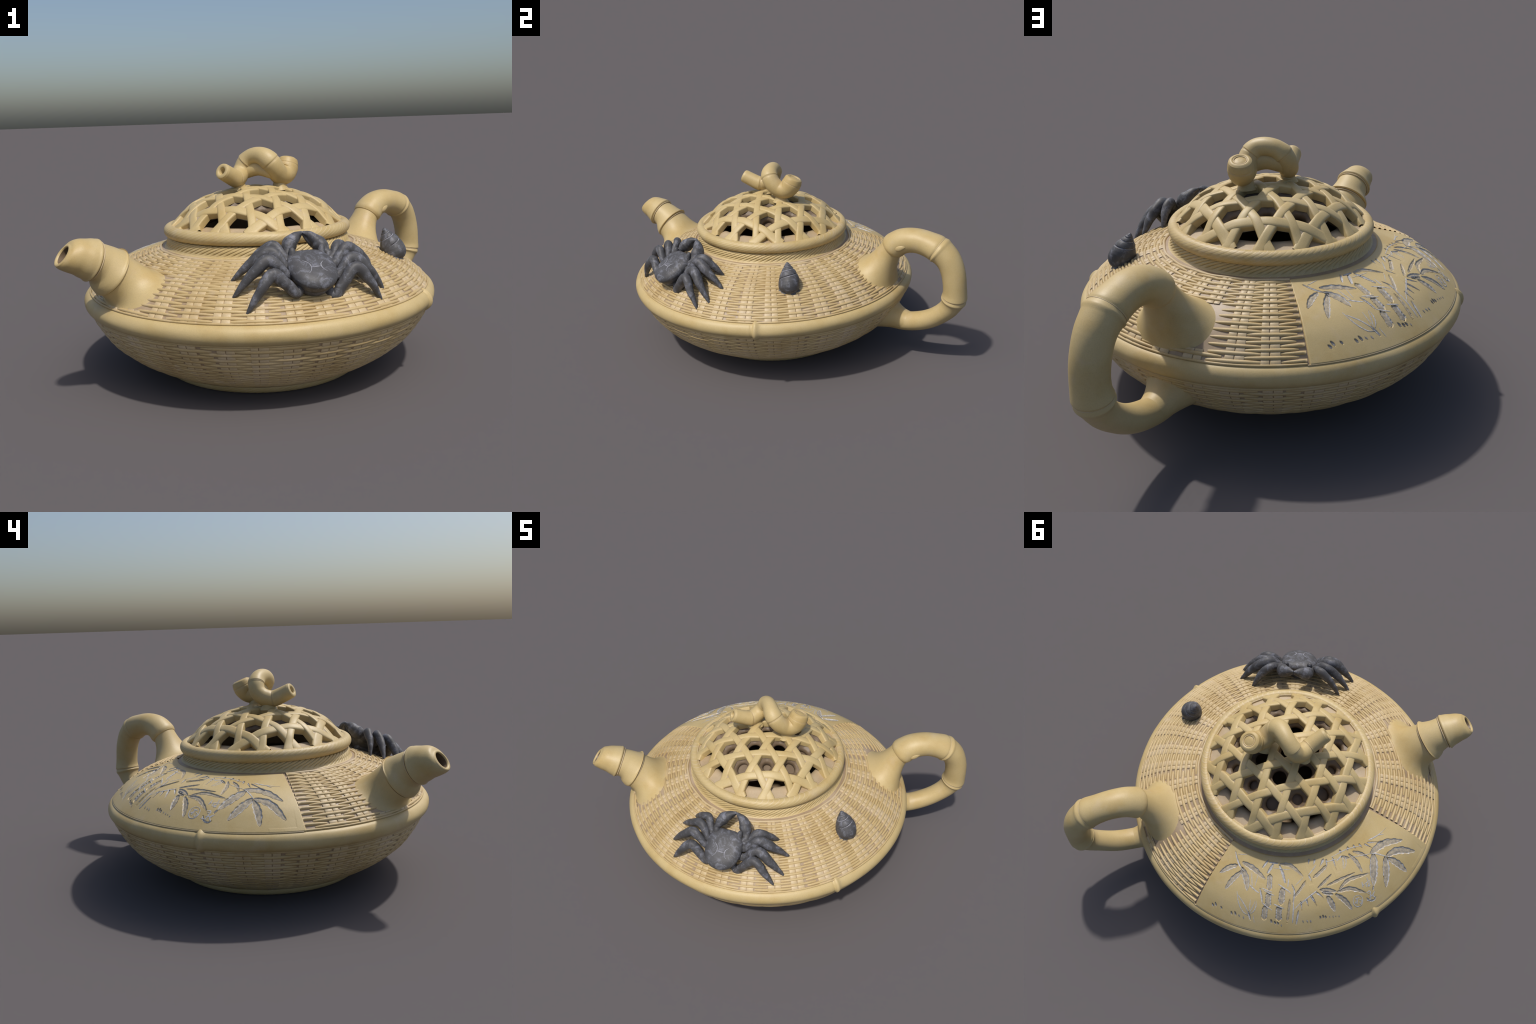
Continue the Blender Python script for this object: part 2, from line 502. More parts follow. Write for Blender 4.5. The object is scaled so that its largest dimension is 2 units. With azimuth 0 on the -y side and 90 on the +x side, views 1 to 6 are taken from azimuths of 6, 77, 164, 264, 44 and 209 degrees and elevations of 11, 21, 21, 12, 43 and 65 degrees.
# ------------------------------------------------------------------ rim band: a bamboo cane bent round
BAND_R, BAND_Z = 0.930, 0.432
NODES = (radians(-20.8), radians(151.8))
def band():
    n = 720
    th = np.linspace(0, 2 * pi, n, endpoint=False)
    ph = np.linspace(radians(-128), radians(118), 30)
    rows = []
    r = np.random.default_rng(3); k = r.uniform(0, 6.28, 8)
    lump = 0.0012 * (np.sin(5 * th + k[0]) + np.sin(11 * th + k[1]) * 0.6 + np.sin(23 * th + k[2]) * 0.35)
    grow = 0 * th
    for a in NODES:
        d = (th - a + pi) % (2 * pi) - pi
        arc = d * 0.97
        grow += 0.0135 * np.exp(-np.where(arc > 0, (arc / 0.020) ** 2, (np.abs(arc) / 0.011) ** 2))
        grow -= 0.006 * np.exp(-((arc + 0.017) / 0.005) ** 2)
    for p in ph:
        hi = 0.050 if p > 0 else 0.052
        mr = 0.050 + grow + lump * np.sin(3 * p + 2 * th)
        mz = hi + grow * 0.85
        x = BAND_R + mr * cos(p); z = BAND_Z + mz * sin(p)
        if p < radians(-60):                     # flat skirt that meets the belly weave
            x = x + 0.012 * ((-degrees(p) - 60) / 68)
        rows.append(np.stack([CX + x * np.cos(th), CY + x * np.sin(th), z], 1))
    bb = Buf(); bb.grid(np.array(rows), close_v=True)
    o = bb.make("rim_band", MAT_CLAY, body)
    for a in NODES:                              # pale seam beside each node
        cb = Buf()
        aa = a - 0.0175 / 0.97
        g = -0.0055
        q = [((BAND_R + (0.050 + g) * cos(p)), BAND_Z + (0.050 + g) * sin(p)) for p in np.linspace(radians(-75), radians(95), 24)]
        C = np.array([[CX + x * cos(aa), CY + x * sin(aa), z] for x, z in q])
        tube(cb, C, np.full(len(C), 0.0022), 8, up=(-sin(aa), cos(aa), 0))
        cb.make("node_seam", MAT_SEAM, body)
band()

# ------------------------------------------------------------------ neck and foot: twisted rope mouldings
def rope_ring(name, prof, n_th, depth, mat, parent, turn=1.0, lid=None, lean=None, sharp=False):
    th = np.linspace(0, 2 * pi, n_th, endpoint=False)
    prof = np.asarray(prof, float)
    rows = []
    T = np.gradient(prof, axis=0); T /= np.linalg.norm(T, axis=1)[:, None]
    for i, (r, z) in enumerate(prof):
        ph = ROPE_N * th / (2 * pi) - ROPE_LEAN * z
        f = np.mod(ph, 1.0)
        d = np.abs(f - 0.5)
        if sharp:                                 # each strand swells then drops to the next
            g = -depth * (np.exp(-(d / 0.10) ** 2) + 0.75 * np.where(f > 0.5, 1 - (f - 0.5) * 2, 0) ** 1.3)
        else:
            g = -depth * np.exp(-(d / 0.11) ** 2)
        env = turn[i] if hasattr(turn, "__len__") else turn
        nr, nz = T[i][1], -T[i][0]
        if nr * (r - 0.45) + nz * 0.0 < 0: pass
        x = r + g * env * nr; zz = z + g * env * nz
        rows.append(np.stack([CX + x * np.cos(th), CY + x * np.sin(th), zz + 0 * th], 1))
    P = np.array(rows)
    if lid is not None:
        P = lid(P)
    bb = Buf(); bb.grid(P, close_v=True)
    return bb.make(name, mat, parent)

neck = spline([(0.548, 0.686), (0.533, 0.690), (0.521, 0.696), (0.5135, 0.709), (0.512, 0.722), (0.508, 0.736), (0.500, 0.748), (0.482, 0.752), (0.462, 0.748)], 78)
env = np.interp(np.arange(78) / 3.0, [0, 6, 9, 18, 22, 25], [0, 0, 1, 1, 0.3, 0])
rope_ring("neck_ring", neck, 1408, 0.0038, MAT_ROPE, body, env, sharp=True)
foot = spline([(0.545, 0.052), (0.566, 0.046), (0.5745, 0.036), (0.574, 0.026), (0.568, 0.014), (0.557, 0.004), (0.545, 0.000), (0.520, 0.000), (0.505, 0.004), (0.495, 0.012), (0.488, 0.018)], 68)
env = np.interp(np.arange(68) / 2.0, [0, 3, 8, 16, 20, 33], [0, 0, 1, 1, 0, 0])
rope_ring("foot_ring", foot, 1056, 0.0008, MAT_ROPE, body, env, lid=lambda P: P + np.array([0.003, 0.005, 0.0]))

# ------------------------------------------------------------------ flared roots (spout, handle)
def flare(buf, P0, A, R0, ratio, th0, alpha, s_c, hs, prof, L1, L2, nv=22, nu=56, alpha2=None, sink=-0.014, power=2.0, mat=0):
    """fillet from a column ring (centre P0, axis A toward the body) out to a footprint on the body"""
    A = np.asarray(A, float); A /= np.linalg.norm(A)
    lat = np.array([-sin(th0), cos(th0), 0.0])
    lat -= A * (lat @ A); lat /= np.linalg.norm(lat)
    upv = np.cross(lat, A)
    radial = np.array([cos(th0), sin(th0), 0])
    if upv @ radial > 0:                          # 'up' points to the pot's axis
        upv = -upv
    ph = np.linspace(0, 2 * pi, nu, endpoint=False)
    ring0 = P0 + R0 * ratio * np.outer(np.cos(ph), lat) + R0 * np.outer(np.sin(ph), upv)
    def foot_pt(k, h):
        c, s = np.cos(ph), np.sin(ph)
        e = 2.0 / power
        c2 = np.sign(c) * np.abs(c) ** e; s2 = np.sign(s) * np.abs(s) ** e
        hs_ = np.where(s > 0, hs[0], hs[1])
        return prof.pos(th0 + alpha * k * c2, s_c - hs_ * k * s2, h)
    Q = foot_pt(1.0, sink)
    Qin = foot_pt(0.90, sink + 0.006)
    Tq = Q - Qin; Tq /= np.linalg.norm(Tq, axis=1)[:, None]
    t = np.linspace(0, 1, nv)
    rows = []
    L2 = (L2 * np.interp(np.sin(ph), [-1.0, -0.2, 0.3, 1.0], [0.30, 0.75, 0.95, 1.0]))[:, None]
    for u in t:
        h00 = 2*u**3 - 3*u**2 + 1; h10 = u**3 - 2*u**2 + u; h01 = -2*u**3 + 3*u**2; h11 = u**3 - u**2
        rows.append(h00 * ring0 + h10 * L1 * A + h01 * Q + h11 * L2 * Tq)
    buf.grid(np.array(rows), close_v=True, mat=mat)
    return ring0

# spout: three stacked bamboo joints
N1 = np.array([-0.751, -0.722, 0.735]); N2 = np.array([-0.681, -0.654, 0.664]); TIP = np.array([-0.858, -0.817, 0.780])
def seam(buf, c, t, r, m=0.003, ratio=1.0, up=(0, 0, 1)):
    t = np.asarray(t, float) / np.linalg.norm(t)
    u = np.asarray(up, float); u = u - t * (u @ t); u /= np.linalg.norm(u); v = np.cross(t, u)
    a = np.linspace(0, 2 * pi, 48, endpoint=False); p = np.linspace(0, 2 * pi, 8, endpoint=False)
    rad = r + m * np.cos(p)
    P = c + (rad[None, :] * np.cos(a)[:, None])[..., None] * u + ratio * (rad[None, :] * np.sin(a)[:, None])[..., None] * v + (m * np.sin(p))[None, :, None] * t
    buf.grid(P, close_u=True, close_v=True)

def spout():
    bb, sb = Buf(), Buf()
    ax2 = (N1 - N2); ax2 /= np.linalg.norm(ax2)
    root = N2 - ax2 * 0.006 + np.array([-0.004, -0.004, -0.006])
    flare(bb, root, -ax2, 0.117, 1.08, SPOUT_A, radians(17.0), UP.s_of_r(0.835), (0.165, 0.170), UP, 0.30, 0.17, power=2.3)
    path = [N2 - ax2 * 0.004, N2 + ax2 * 0.01, (N1 + N2) / 2 + np.array([0.004, 0.004, 0.004]), N1, N1 * 0.5 + TIP * 0.5 + np.array([0, 0, 0.005]), TIP]
    L = np.linalg.norm(N1 - N2); L2 = np.linalg.norm(TIP - N1); tot = L + L2
    f1 = (L + 0.004) / (tot + 0.004)
    kn = [(0.0, 0.110, 'l'), (0.006, 0.124, 'l'), (0.020, 0.1285, 's'), (0.08, 0.1215, 's'), (f1 * 0.45, 0.105, 's'), (f1 * 0.75, 0.0955, 's'), (f1 - 0.014, 0.0945, 'l'),
          (f1 - 0.002, 0.102, 'l'), (f1 + 0.014, 0.1070, 's'), (f1 + 0.06, 0.1035, 's'), (f1 + 0.15, 0.0970, 's'), (0.75, 0.0865, 's'), (0.88, 0.0765, 's'), (0.96, 0.066, 's'), (1.0, 0.055, 'l')]
    C, R = stations(path, smooth_knots(kn), 40)
    P, T, N, B = tube(bb, C, R, 48, wobble=0.010, seed=5, ratio=1.04)
    # the mouth is cut aslant: its lower lip reaches further out
    s_ = np.concatenate([[0], np.cumsum(np.linalg.norm(np.diff(C, axis=0), axis=1))]); s_ /= s_[-1]
    w_ = np.clip((s_ - 0.72) / 0.28, 0, 1) ** 1.6
    up_ = np.array([0, 0, 1.0]) - T[-1] * T[-1][2]; up_ /= np.linalg.norm(up_)
    def slant(rows, k):
        return rows - T[-1] * (k * 0.46 * ((rows - TIP) @ up_))[..., None]
    b0 = 0
    V = np.array(bb.v); nP = P.shape[0] * P.shape[1]
    off = len(V) - nP
    Ps = np.array([slant(P[i], w_[i]) if w_[i] > 0 else P[i] for i in range(len(P))])
    V[off:] = Ps.reshape(-1, 3); bb.v = V.tolist(); P = Ps
    # mouth: lip rolls into a bore
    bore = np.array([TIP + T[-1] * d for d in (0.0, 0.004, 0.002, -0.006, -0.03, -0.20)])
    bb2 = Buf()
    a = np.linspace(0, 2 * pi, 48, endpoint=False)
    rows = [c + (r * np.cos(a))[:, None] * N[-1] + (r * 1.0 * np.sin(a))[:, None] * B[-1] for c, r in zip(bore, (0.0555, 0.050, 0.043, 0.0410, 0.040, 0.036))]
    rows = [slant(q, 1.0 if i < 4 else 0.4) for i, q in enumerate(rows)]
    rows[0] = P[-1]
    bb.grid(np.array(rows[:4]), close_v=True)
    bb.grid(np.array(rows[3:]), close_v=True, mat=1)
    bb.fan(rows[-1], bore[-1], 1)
    o = bb.make("spout", [MAT_CLAY, MAT_HOLE_SHADE], teapot)
    seam(sb, N2 - ax2 * 0.007, ax2, 0.1135, 0.0035, 1.06)
    i = int(np.argmin(np.linalg.norm(C - N1, axis=1)))
    seam(sb, N1 - T[i] * 0.008, T[i], 0.0985, 0.0030, 1.04)
    sb.make("node_seam", MAT_SEAM, o)
spout()

# handle: bent cane in the vertical plane of azimuth 45 degrees
def on_plane(rho, z, off=-0.010, ang=HANDLE_A):
    return np.array([-0.02 + rho * cos(ang) - off * sin(ang), -0.02 + rho * sin(ang) + off * cos(ang), z])

def handle():
    bb, sb = Buf(), Buf()
    pts = [(0.905, 0.745), (0.936, 0.777), (0.985, 0.806), (1.068, 0.819), (1.148, 0.806), (1.208, 0.783), (1.270, 0.728), (1.308, 0.649), (1.323, 0.56), (1.321, 0.470), (1.290, 0.397), (1.222, 0.331), (1.148, 0.284), (1.07, 0.255), (1.00, 0.243), (0.93, 0.245), (0.86, 0.250)]
    OFF = np.interp(np.arange(len(pts)), [0, 8, 12, 16], [-0.010, -0.010, 0.002, 0.004])   # slight twist of the loop
    C3 = np.array([on_plane(*p, off=q) for p, q in zip(pts, OFF)])
    dense = spline(C3, 400)
    s = np.concatenate([[0], np.cumsum(np.linalg.norm(np.diff(dense, axis=0), axis=1))]); s /= s[-1]
    def frac(p):
        return s[np.argmin(np.linalg.norm(dense - on_plane(*p), axis=1))]
    f2, f3, fj = frac((1.208, 0.783)), frac((1.321, 0.470)), frac((0.95, 0.245))
    kn = [(0.0, 0.066, 'l'), (0.004, 0.077, 'l'), (0.016, 0.083, 's'), (0.05, 0.082, 's'), (0.13, 0.0775, 's'), (f2 - 0.06, 0.0775, 's'), (f2 - 0.012, 0.0825, 'l'), (f2 - 0.004, 0.0800, 'l'), (f2 + 0.001, 0.0825, 'l'), (f2 + 0.008, 0.0855, 's'), (f2 + 0.022, 0.0805, 's'), (f2 + 0.065, 0.0760, 's'),
          ((f2 + f3) / 2 + 0.02, 0.0725, 's'), (f3 - 0.035, 0.0735, 's'), (f3 - 0.010, 0.0785, 'l'), (f3 - 0.003, 0.0745, 'l'), (f3 + 0.003, 0.0770, 'l'), (f3 + 0.010, 0.0785, 's'), (f3 + 0.024, 0.0705, 's'), (f3 + 0.055, 0.0640, 's'), (0.80, 0.0610, 's'), (fj - 0.02, 0.0625, 's'), (1.0, 0.068, 'l')]
    C, R = stations(C3, smooth_knots(kn), 90)
    P, T, N, B = tube(bb, C, R, 40, up=(-cos(HANDLE_A) * 0.3, -sin(HANDLE_A) * 0.3, 1), ratio=1.12, cap0=0.001, wobble=0.014, seed=9)
    A = np.array([C3[0] - C3[2]])[0]
    A = on_plane(0.80, 0.60) - on_plane(0.905, 0.745)
    flare(bb, on_plane(0.912, 0.752), A, 0.073, 1.12, HANDLE_A - radians(0.5), radians(14.4), UP.s_of_r(0.822), (0.152, 0.157), UP, 0.27, 0.18, power=2.2)
    # lower joint melts into the belly
    Al = on_plane(0.80, 0.265) - on_plane(1.0, 0.248)
    lo_c = 0.5 * (LO.L) 
    flare(bb, on_plane(1.03, 0.246, off=0.003), Al, 0.0615, 1.12, HANDLE_A, radians(8.6), 0.160, (-0.105, -0.120), LO, 0.13, 0.10, sink=-0.008)
    o = bb.make("handle", MAT_CLAY, teapot)
    for f, r in ((f2 - 0.004, 0.0790), (f3 - 0.003, 0.0735), (0.0, 0.0650)):
        i = int(np.argmin(np.abs(np.linspace(0, 1, 400) - f)))
        k = int(np.argmin(np.linalg.norm(C - dense[i], axis=1)))
        k = max(k, 1)
        seam(sb, C[k] - (T[k] * 0.004 if f == 0 else 0), T[k], r, 0.0024, 1.12, up=N[k])
    sb.make("node_seam", MAT_SEAM, o)
    # small bud scar beside the first joint
    bud = Buf()
    side = np.array([sin(HANDLE_A), -cos(HANDLE_A), 0])          # toward the viewer of the front
    i = int(np.argmin(np.abs(s - 0.055)))
    j = int(np.argmin(np.abs(s - 0.125)))
    a0 = dense[i] + side * 0.082 + np.array([0, 0, -0.020]); a1 = dense[j] + side * 0.078 + np.array([0, 0, -0.012])
    Cb = spline([a0, (a0 + a1) / 2 + side * 0.004, a1], 14)
    tt = np.linspace(0, 1, 14)
    tube(bud, Cb, 0.0175 * np.sin(pi * np.clip(tt, 0.02, 1) ** 0.62) + 0.0015, 16, up=(0, 0, 1), ratio=0.55)
    bud.make("bud_scar", MAT_CLAY, o)
handle()
# ------------------------------------------------------------------ lid
lid = None
LX, LY = -0.0205, -0.0165
LID_SHIFT = (-0.002, 0.005, 0.0)
def tilt(P):
    """the lid sits slightly crooked"""
    P = np.array(P, float) + np.array(LID_SHIFT)
    P[..., 2] = P[..., 2] + 0.002 * (P[..., 0] - LX) - 0.015 * (P[..., 1] - LY)
    return P
DOME = spline([(0.0, 1.018), (0.1, 1.0055), (0.2, 0.985), (0.3, 0.953), (0.35, 0.929), (0.4, 0.892), (0.45, 0.843), (0.485, 0.809), (0.52, 0.76)], 300)
def dome_z(r):
    return np.interp(r, DOME[:, 0], DOME[:, 1])

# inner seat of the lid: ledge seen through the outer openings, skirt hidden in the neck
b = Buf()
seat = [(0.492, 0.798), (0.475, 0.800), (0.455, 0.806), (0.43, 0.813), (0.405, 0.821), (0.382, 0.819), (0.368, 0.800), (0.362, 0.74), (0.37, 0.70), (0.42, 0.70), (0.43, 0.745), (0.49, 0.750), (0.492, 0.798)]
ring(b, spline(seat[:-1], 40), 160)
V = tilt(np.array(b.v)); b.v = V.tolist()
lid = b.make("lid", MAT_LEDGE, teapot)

RIM_R, RIM_Z = 0.4905, 0.7805
a = np.linspace(radians(-150), radians(160), 72)
rim = np.stack([RIM_R + 0.0335 * np.cos(a), RIM_Z + 0.0345 * np.sin(a)], 1)
env = np.interp(np.degrees(a), [-150, -110, -60, 70, 110, 160], [0, 0.4, 1, 1, 0.4, 0])
rope_ring("lid_rim", rim, 1056, 0.0007, MAT_ROPE, lid, env, lid=tilt)
def lid_circle(name, r, z, m, mat):
    bb = Buf()
    th = np.linspace(0, 2 * pi, 180, endpoint=False); p = np.linspace(0, 2 * pi, 10, endpoint=False)
    rr = r + m * np.cos(p)[None, :] + 0 * th[:, None]
    P = np.stack([CX + rr * np.cos(th)[:, None], CY + rr * np.sin(th)[:, None], z + m * np.sin(p)[None, :] + 0 * rr], -1)
    bb.grid(tilt(P), close_u=True, close_v=True)
    return bb.make(name, mat, lid)
lid_circle("rim_seam", 0.4725, 0.8065, 0.0050, MAT_SEAM)

# three-way open weave: strips run in three directions, each over one neighbour and under the other
LAT, HC = 0.168, np.array([-0.0189, -0.0144]) - np.array(LID_SHIFT[:2])
DIRS = [radians(41.6), radians(101.6), radians(161.6)]
ROW = LAT * sqrt(3) / 2
LINES = [k * ROW for k in (-2.5, -1.5, -0.5, 0.5, 1.5, 2.5)]
R_END = 0.492
HALF_W = 0.0220
OVER = {(0, 1): 1, (1, 0): -1, (1, 2): 1, (2, 1): -1, (2, 0): 1, (0, 2): -1}
def line_frame(d):
    return np.array([cos(DIRS[d]), sin(DIRS[d])]), np.array([-sin(DIRS[d]), cos(DIRS[d])])
lat_centre = HC
for d in range(3):
    u, v = line_frame(d)
    for off in LINES:
        p0 = HC + v * off
        # span inside the rim circle
        q = p0 - np.array([CX, CY]); bq = q @ u; cq = q @ q - R_END ** 2
        disc = bq * bq - cq
        if disc <= 0: continue
        t0, t1 = -bq - sqrt(disc), -bq + sqrt(disc)
        if t1 - t0 < 0.12: continue
        cross = []
        for e in range(3):
            if e == d: continue
            ue, ve = line_frame(e)
            for k in range(-6, 7):
                oe = (k + 0.5) * ROW
                den = u @ ve
                t = (oe - (p0 - HC) @ ve) / den
                cross.append((t, OVER[(d, e)]))
        cross.sort()
        ct = np.array([c[0] for c in cross]); co = np.array([c[1] for c in cross], float)
        n = max(24, int((t1 - t0) / 0.0065))
        t = np.linspace(t0, t1, n)
        h = np.interp(t, ct, co)
        h = np.sin(h * pi / 2) * 0.0024
        w_off = np.array([-1.0, -1.0, -0.97, -0.80, -0.45, 0.0, 0.45, 0.80, 0.97, 1.0, 1.0])
        drop = np.array([-0.040, -0.010, -0.0050, -0.0016, -0.0002, 0.0, -0.0002, -0.0016, -0.0050, -0.010, -0.040])
        r = np.random.default_rng(int(1000 + d * 50 + off * 1000))
        wig = 0.0016 * np.sin(t * 17 + r.uniform(0, 6)) + 0.001 * np.sin(t * 41 + r.uniform(0, 6))
        # strips flare a little where they run into the rim
        rr_mid = np.hypot(*(p0[:, None] + u[:, None] * t - np.array([[CX], [CY]])))
        wid = HALF_W * (1 + 0.28 * np.clip((rr_mid - 0.43) / 0.05, 0, 1) ** 1.5) * (1 + 0.03 * np.sin(t * 23 + r.uniform(0, 6)))
        X = p0[0] + u[0] * t[:, None] + v[0] * (w_off[None, :] * wid[:, None] + wig[:, None])
        Y = p0[1] + u[1] * t[:, None] + v[1] * (w_off[None, :] * wid[:, None] + wig[:, None])
        rad = np.hypot(X - CX, Y - CY)
        slope = (dome_z(rad + 0.004) - dome_z(rad - 0.004)) / 0.008
        nz = 1 / np.sqrt(1 + slope ** 2); nr = -slope * nz
        fade = np.clip((0.47 - rad) / 0.05, 0.15, 1)
        dd = drop[None, :] + h[:, None] * fade * (drop[None, :] > -0.03)
        deep = np.where(drop[None, :] < -0.03, 1.0, 1.0)
        ex, ey = (X - CX) / np.maximum(rad, 1e-4), (Y - CY) / np.maximum(rad, 1e-4)
        # walls follow the dome's normal
        P = np.stack([X + nr * dd * ex, Y + nr * dd * ey, dome_z(rad) + dd * nz], -1)
        bb = Buf()
        bb.grid(tilt(P))
        bb.grid(tilt(P[:, [0, -1]]), flip=True)
        bb.make("lattice_strip", MAT_CLAY, lid)

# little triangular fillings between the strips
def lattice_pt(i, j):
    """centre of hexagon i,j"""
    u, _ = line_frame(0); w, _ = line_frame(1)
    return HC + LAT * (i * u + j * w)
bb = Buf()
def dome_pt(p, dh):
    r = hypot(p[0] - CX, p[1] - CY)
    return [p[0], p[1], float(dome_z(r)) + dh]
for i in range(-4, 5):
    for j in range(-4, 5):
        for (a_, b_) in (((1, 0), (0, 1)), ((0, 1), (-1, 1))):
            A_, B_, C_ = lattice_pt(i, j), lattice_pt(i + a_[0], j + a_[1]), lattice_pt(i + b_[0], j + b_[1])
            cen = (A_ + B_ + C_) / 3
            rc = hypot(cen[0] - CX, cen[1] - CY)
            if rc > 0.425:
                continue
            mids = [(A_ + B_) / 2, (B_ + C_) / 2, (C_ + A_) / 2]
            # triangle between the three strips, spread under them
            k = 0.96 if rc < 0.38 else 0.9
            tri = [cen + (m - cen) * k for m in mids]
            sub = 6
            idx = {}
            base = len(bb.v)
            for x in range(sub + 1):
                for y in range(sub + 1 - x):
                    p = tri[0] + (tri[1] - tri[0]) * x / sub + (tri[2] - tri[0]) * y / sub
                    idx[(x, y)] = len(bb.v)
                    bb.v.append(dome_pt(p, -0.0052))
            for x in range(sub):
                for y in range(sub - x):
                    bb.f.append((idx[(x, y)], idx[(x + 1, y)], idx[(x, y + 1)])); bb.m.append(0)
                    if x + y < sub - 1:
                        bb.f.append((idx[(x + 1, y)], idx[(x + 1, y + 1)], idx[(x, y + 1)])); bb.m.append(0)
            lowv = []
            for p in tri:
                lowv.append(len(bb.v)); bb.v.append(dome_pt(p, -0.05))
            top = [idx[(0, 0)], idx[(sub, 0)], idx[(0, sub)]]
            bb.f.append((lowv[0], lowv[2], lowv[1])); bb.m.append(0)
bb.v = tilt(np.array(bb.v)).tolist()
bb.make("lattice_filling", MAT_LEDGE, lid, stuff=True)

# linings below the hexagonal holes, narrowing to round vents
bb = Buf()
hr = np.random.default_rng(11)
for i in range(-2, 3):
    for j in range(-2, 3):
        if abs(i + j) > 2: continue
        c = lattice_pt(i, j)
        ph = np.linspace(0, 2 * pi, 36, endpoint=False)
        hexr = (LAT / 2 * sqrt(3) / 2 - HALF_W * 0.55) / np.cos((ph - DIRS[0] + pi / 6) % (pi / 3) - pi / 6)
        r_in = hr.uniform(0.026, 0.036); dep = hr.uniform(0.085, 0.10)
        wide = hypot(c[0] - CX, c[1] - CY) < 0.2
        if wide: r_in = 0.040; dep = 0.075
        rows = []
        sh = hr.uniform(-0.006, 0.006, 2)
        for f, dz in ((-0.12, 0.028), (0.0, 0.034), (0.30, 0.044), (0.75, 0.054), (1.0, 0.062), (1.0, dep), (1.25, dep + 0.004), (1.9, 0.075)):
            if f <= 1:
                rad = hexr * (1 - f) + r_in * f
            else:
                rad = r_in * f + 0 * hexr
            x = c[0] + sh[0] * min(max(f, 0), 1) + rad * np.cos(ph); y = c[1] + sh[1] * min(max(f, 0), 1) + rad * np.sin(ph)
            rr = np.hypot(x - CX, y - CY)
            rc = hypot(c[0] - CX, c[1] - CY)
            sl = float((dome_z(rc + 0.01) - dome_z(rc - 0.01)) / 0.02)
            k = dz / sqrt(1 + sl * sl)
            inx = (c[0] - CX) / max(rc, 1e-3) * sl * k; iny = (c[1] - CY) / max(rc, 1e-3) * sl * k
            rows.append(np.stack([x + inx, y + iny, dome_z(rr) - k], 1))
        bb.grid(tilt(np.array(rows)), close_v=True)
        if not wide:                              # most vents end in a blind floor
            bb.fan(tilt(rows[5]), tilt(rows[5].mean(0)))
bb.make("hole_lining", MAT_HOLE_SHADE, lid, stuff=True)

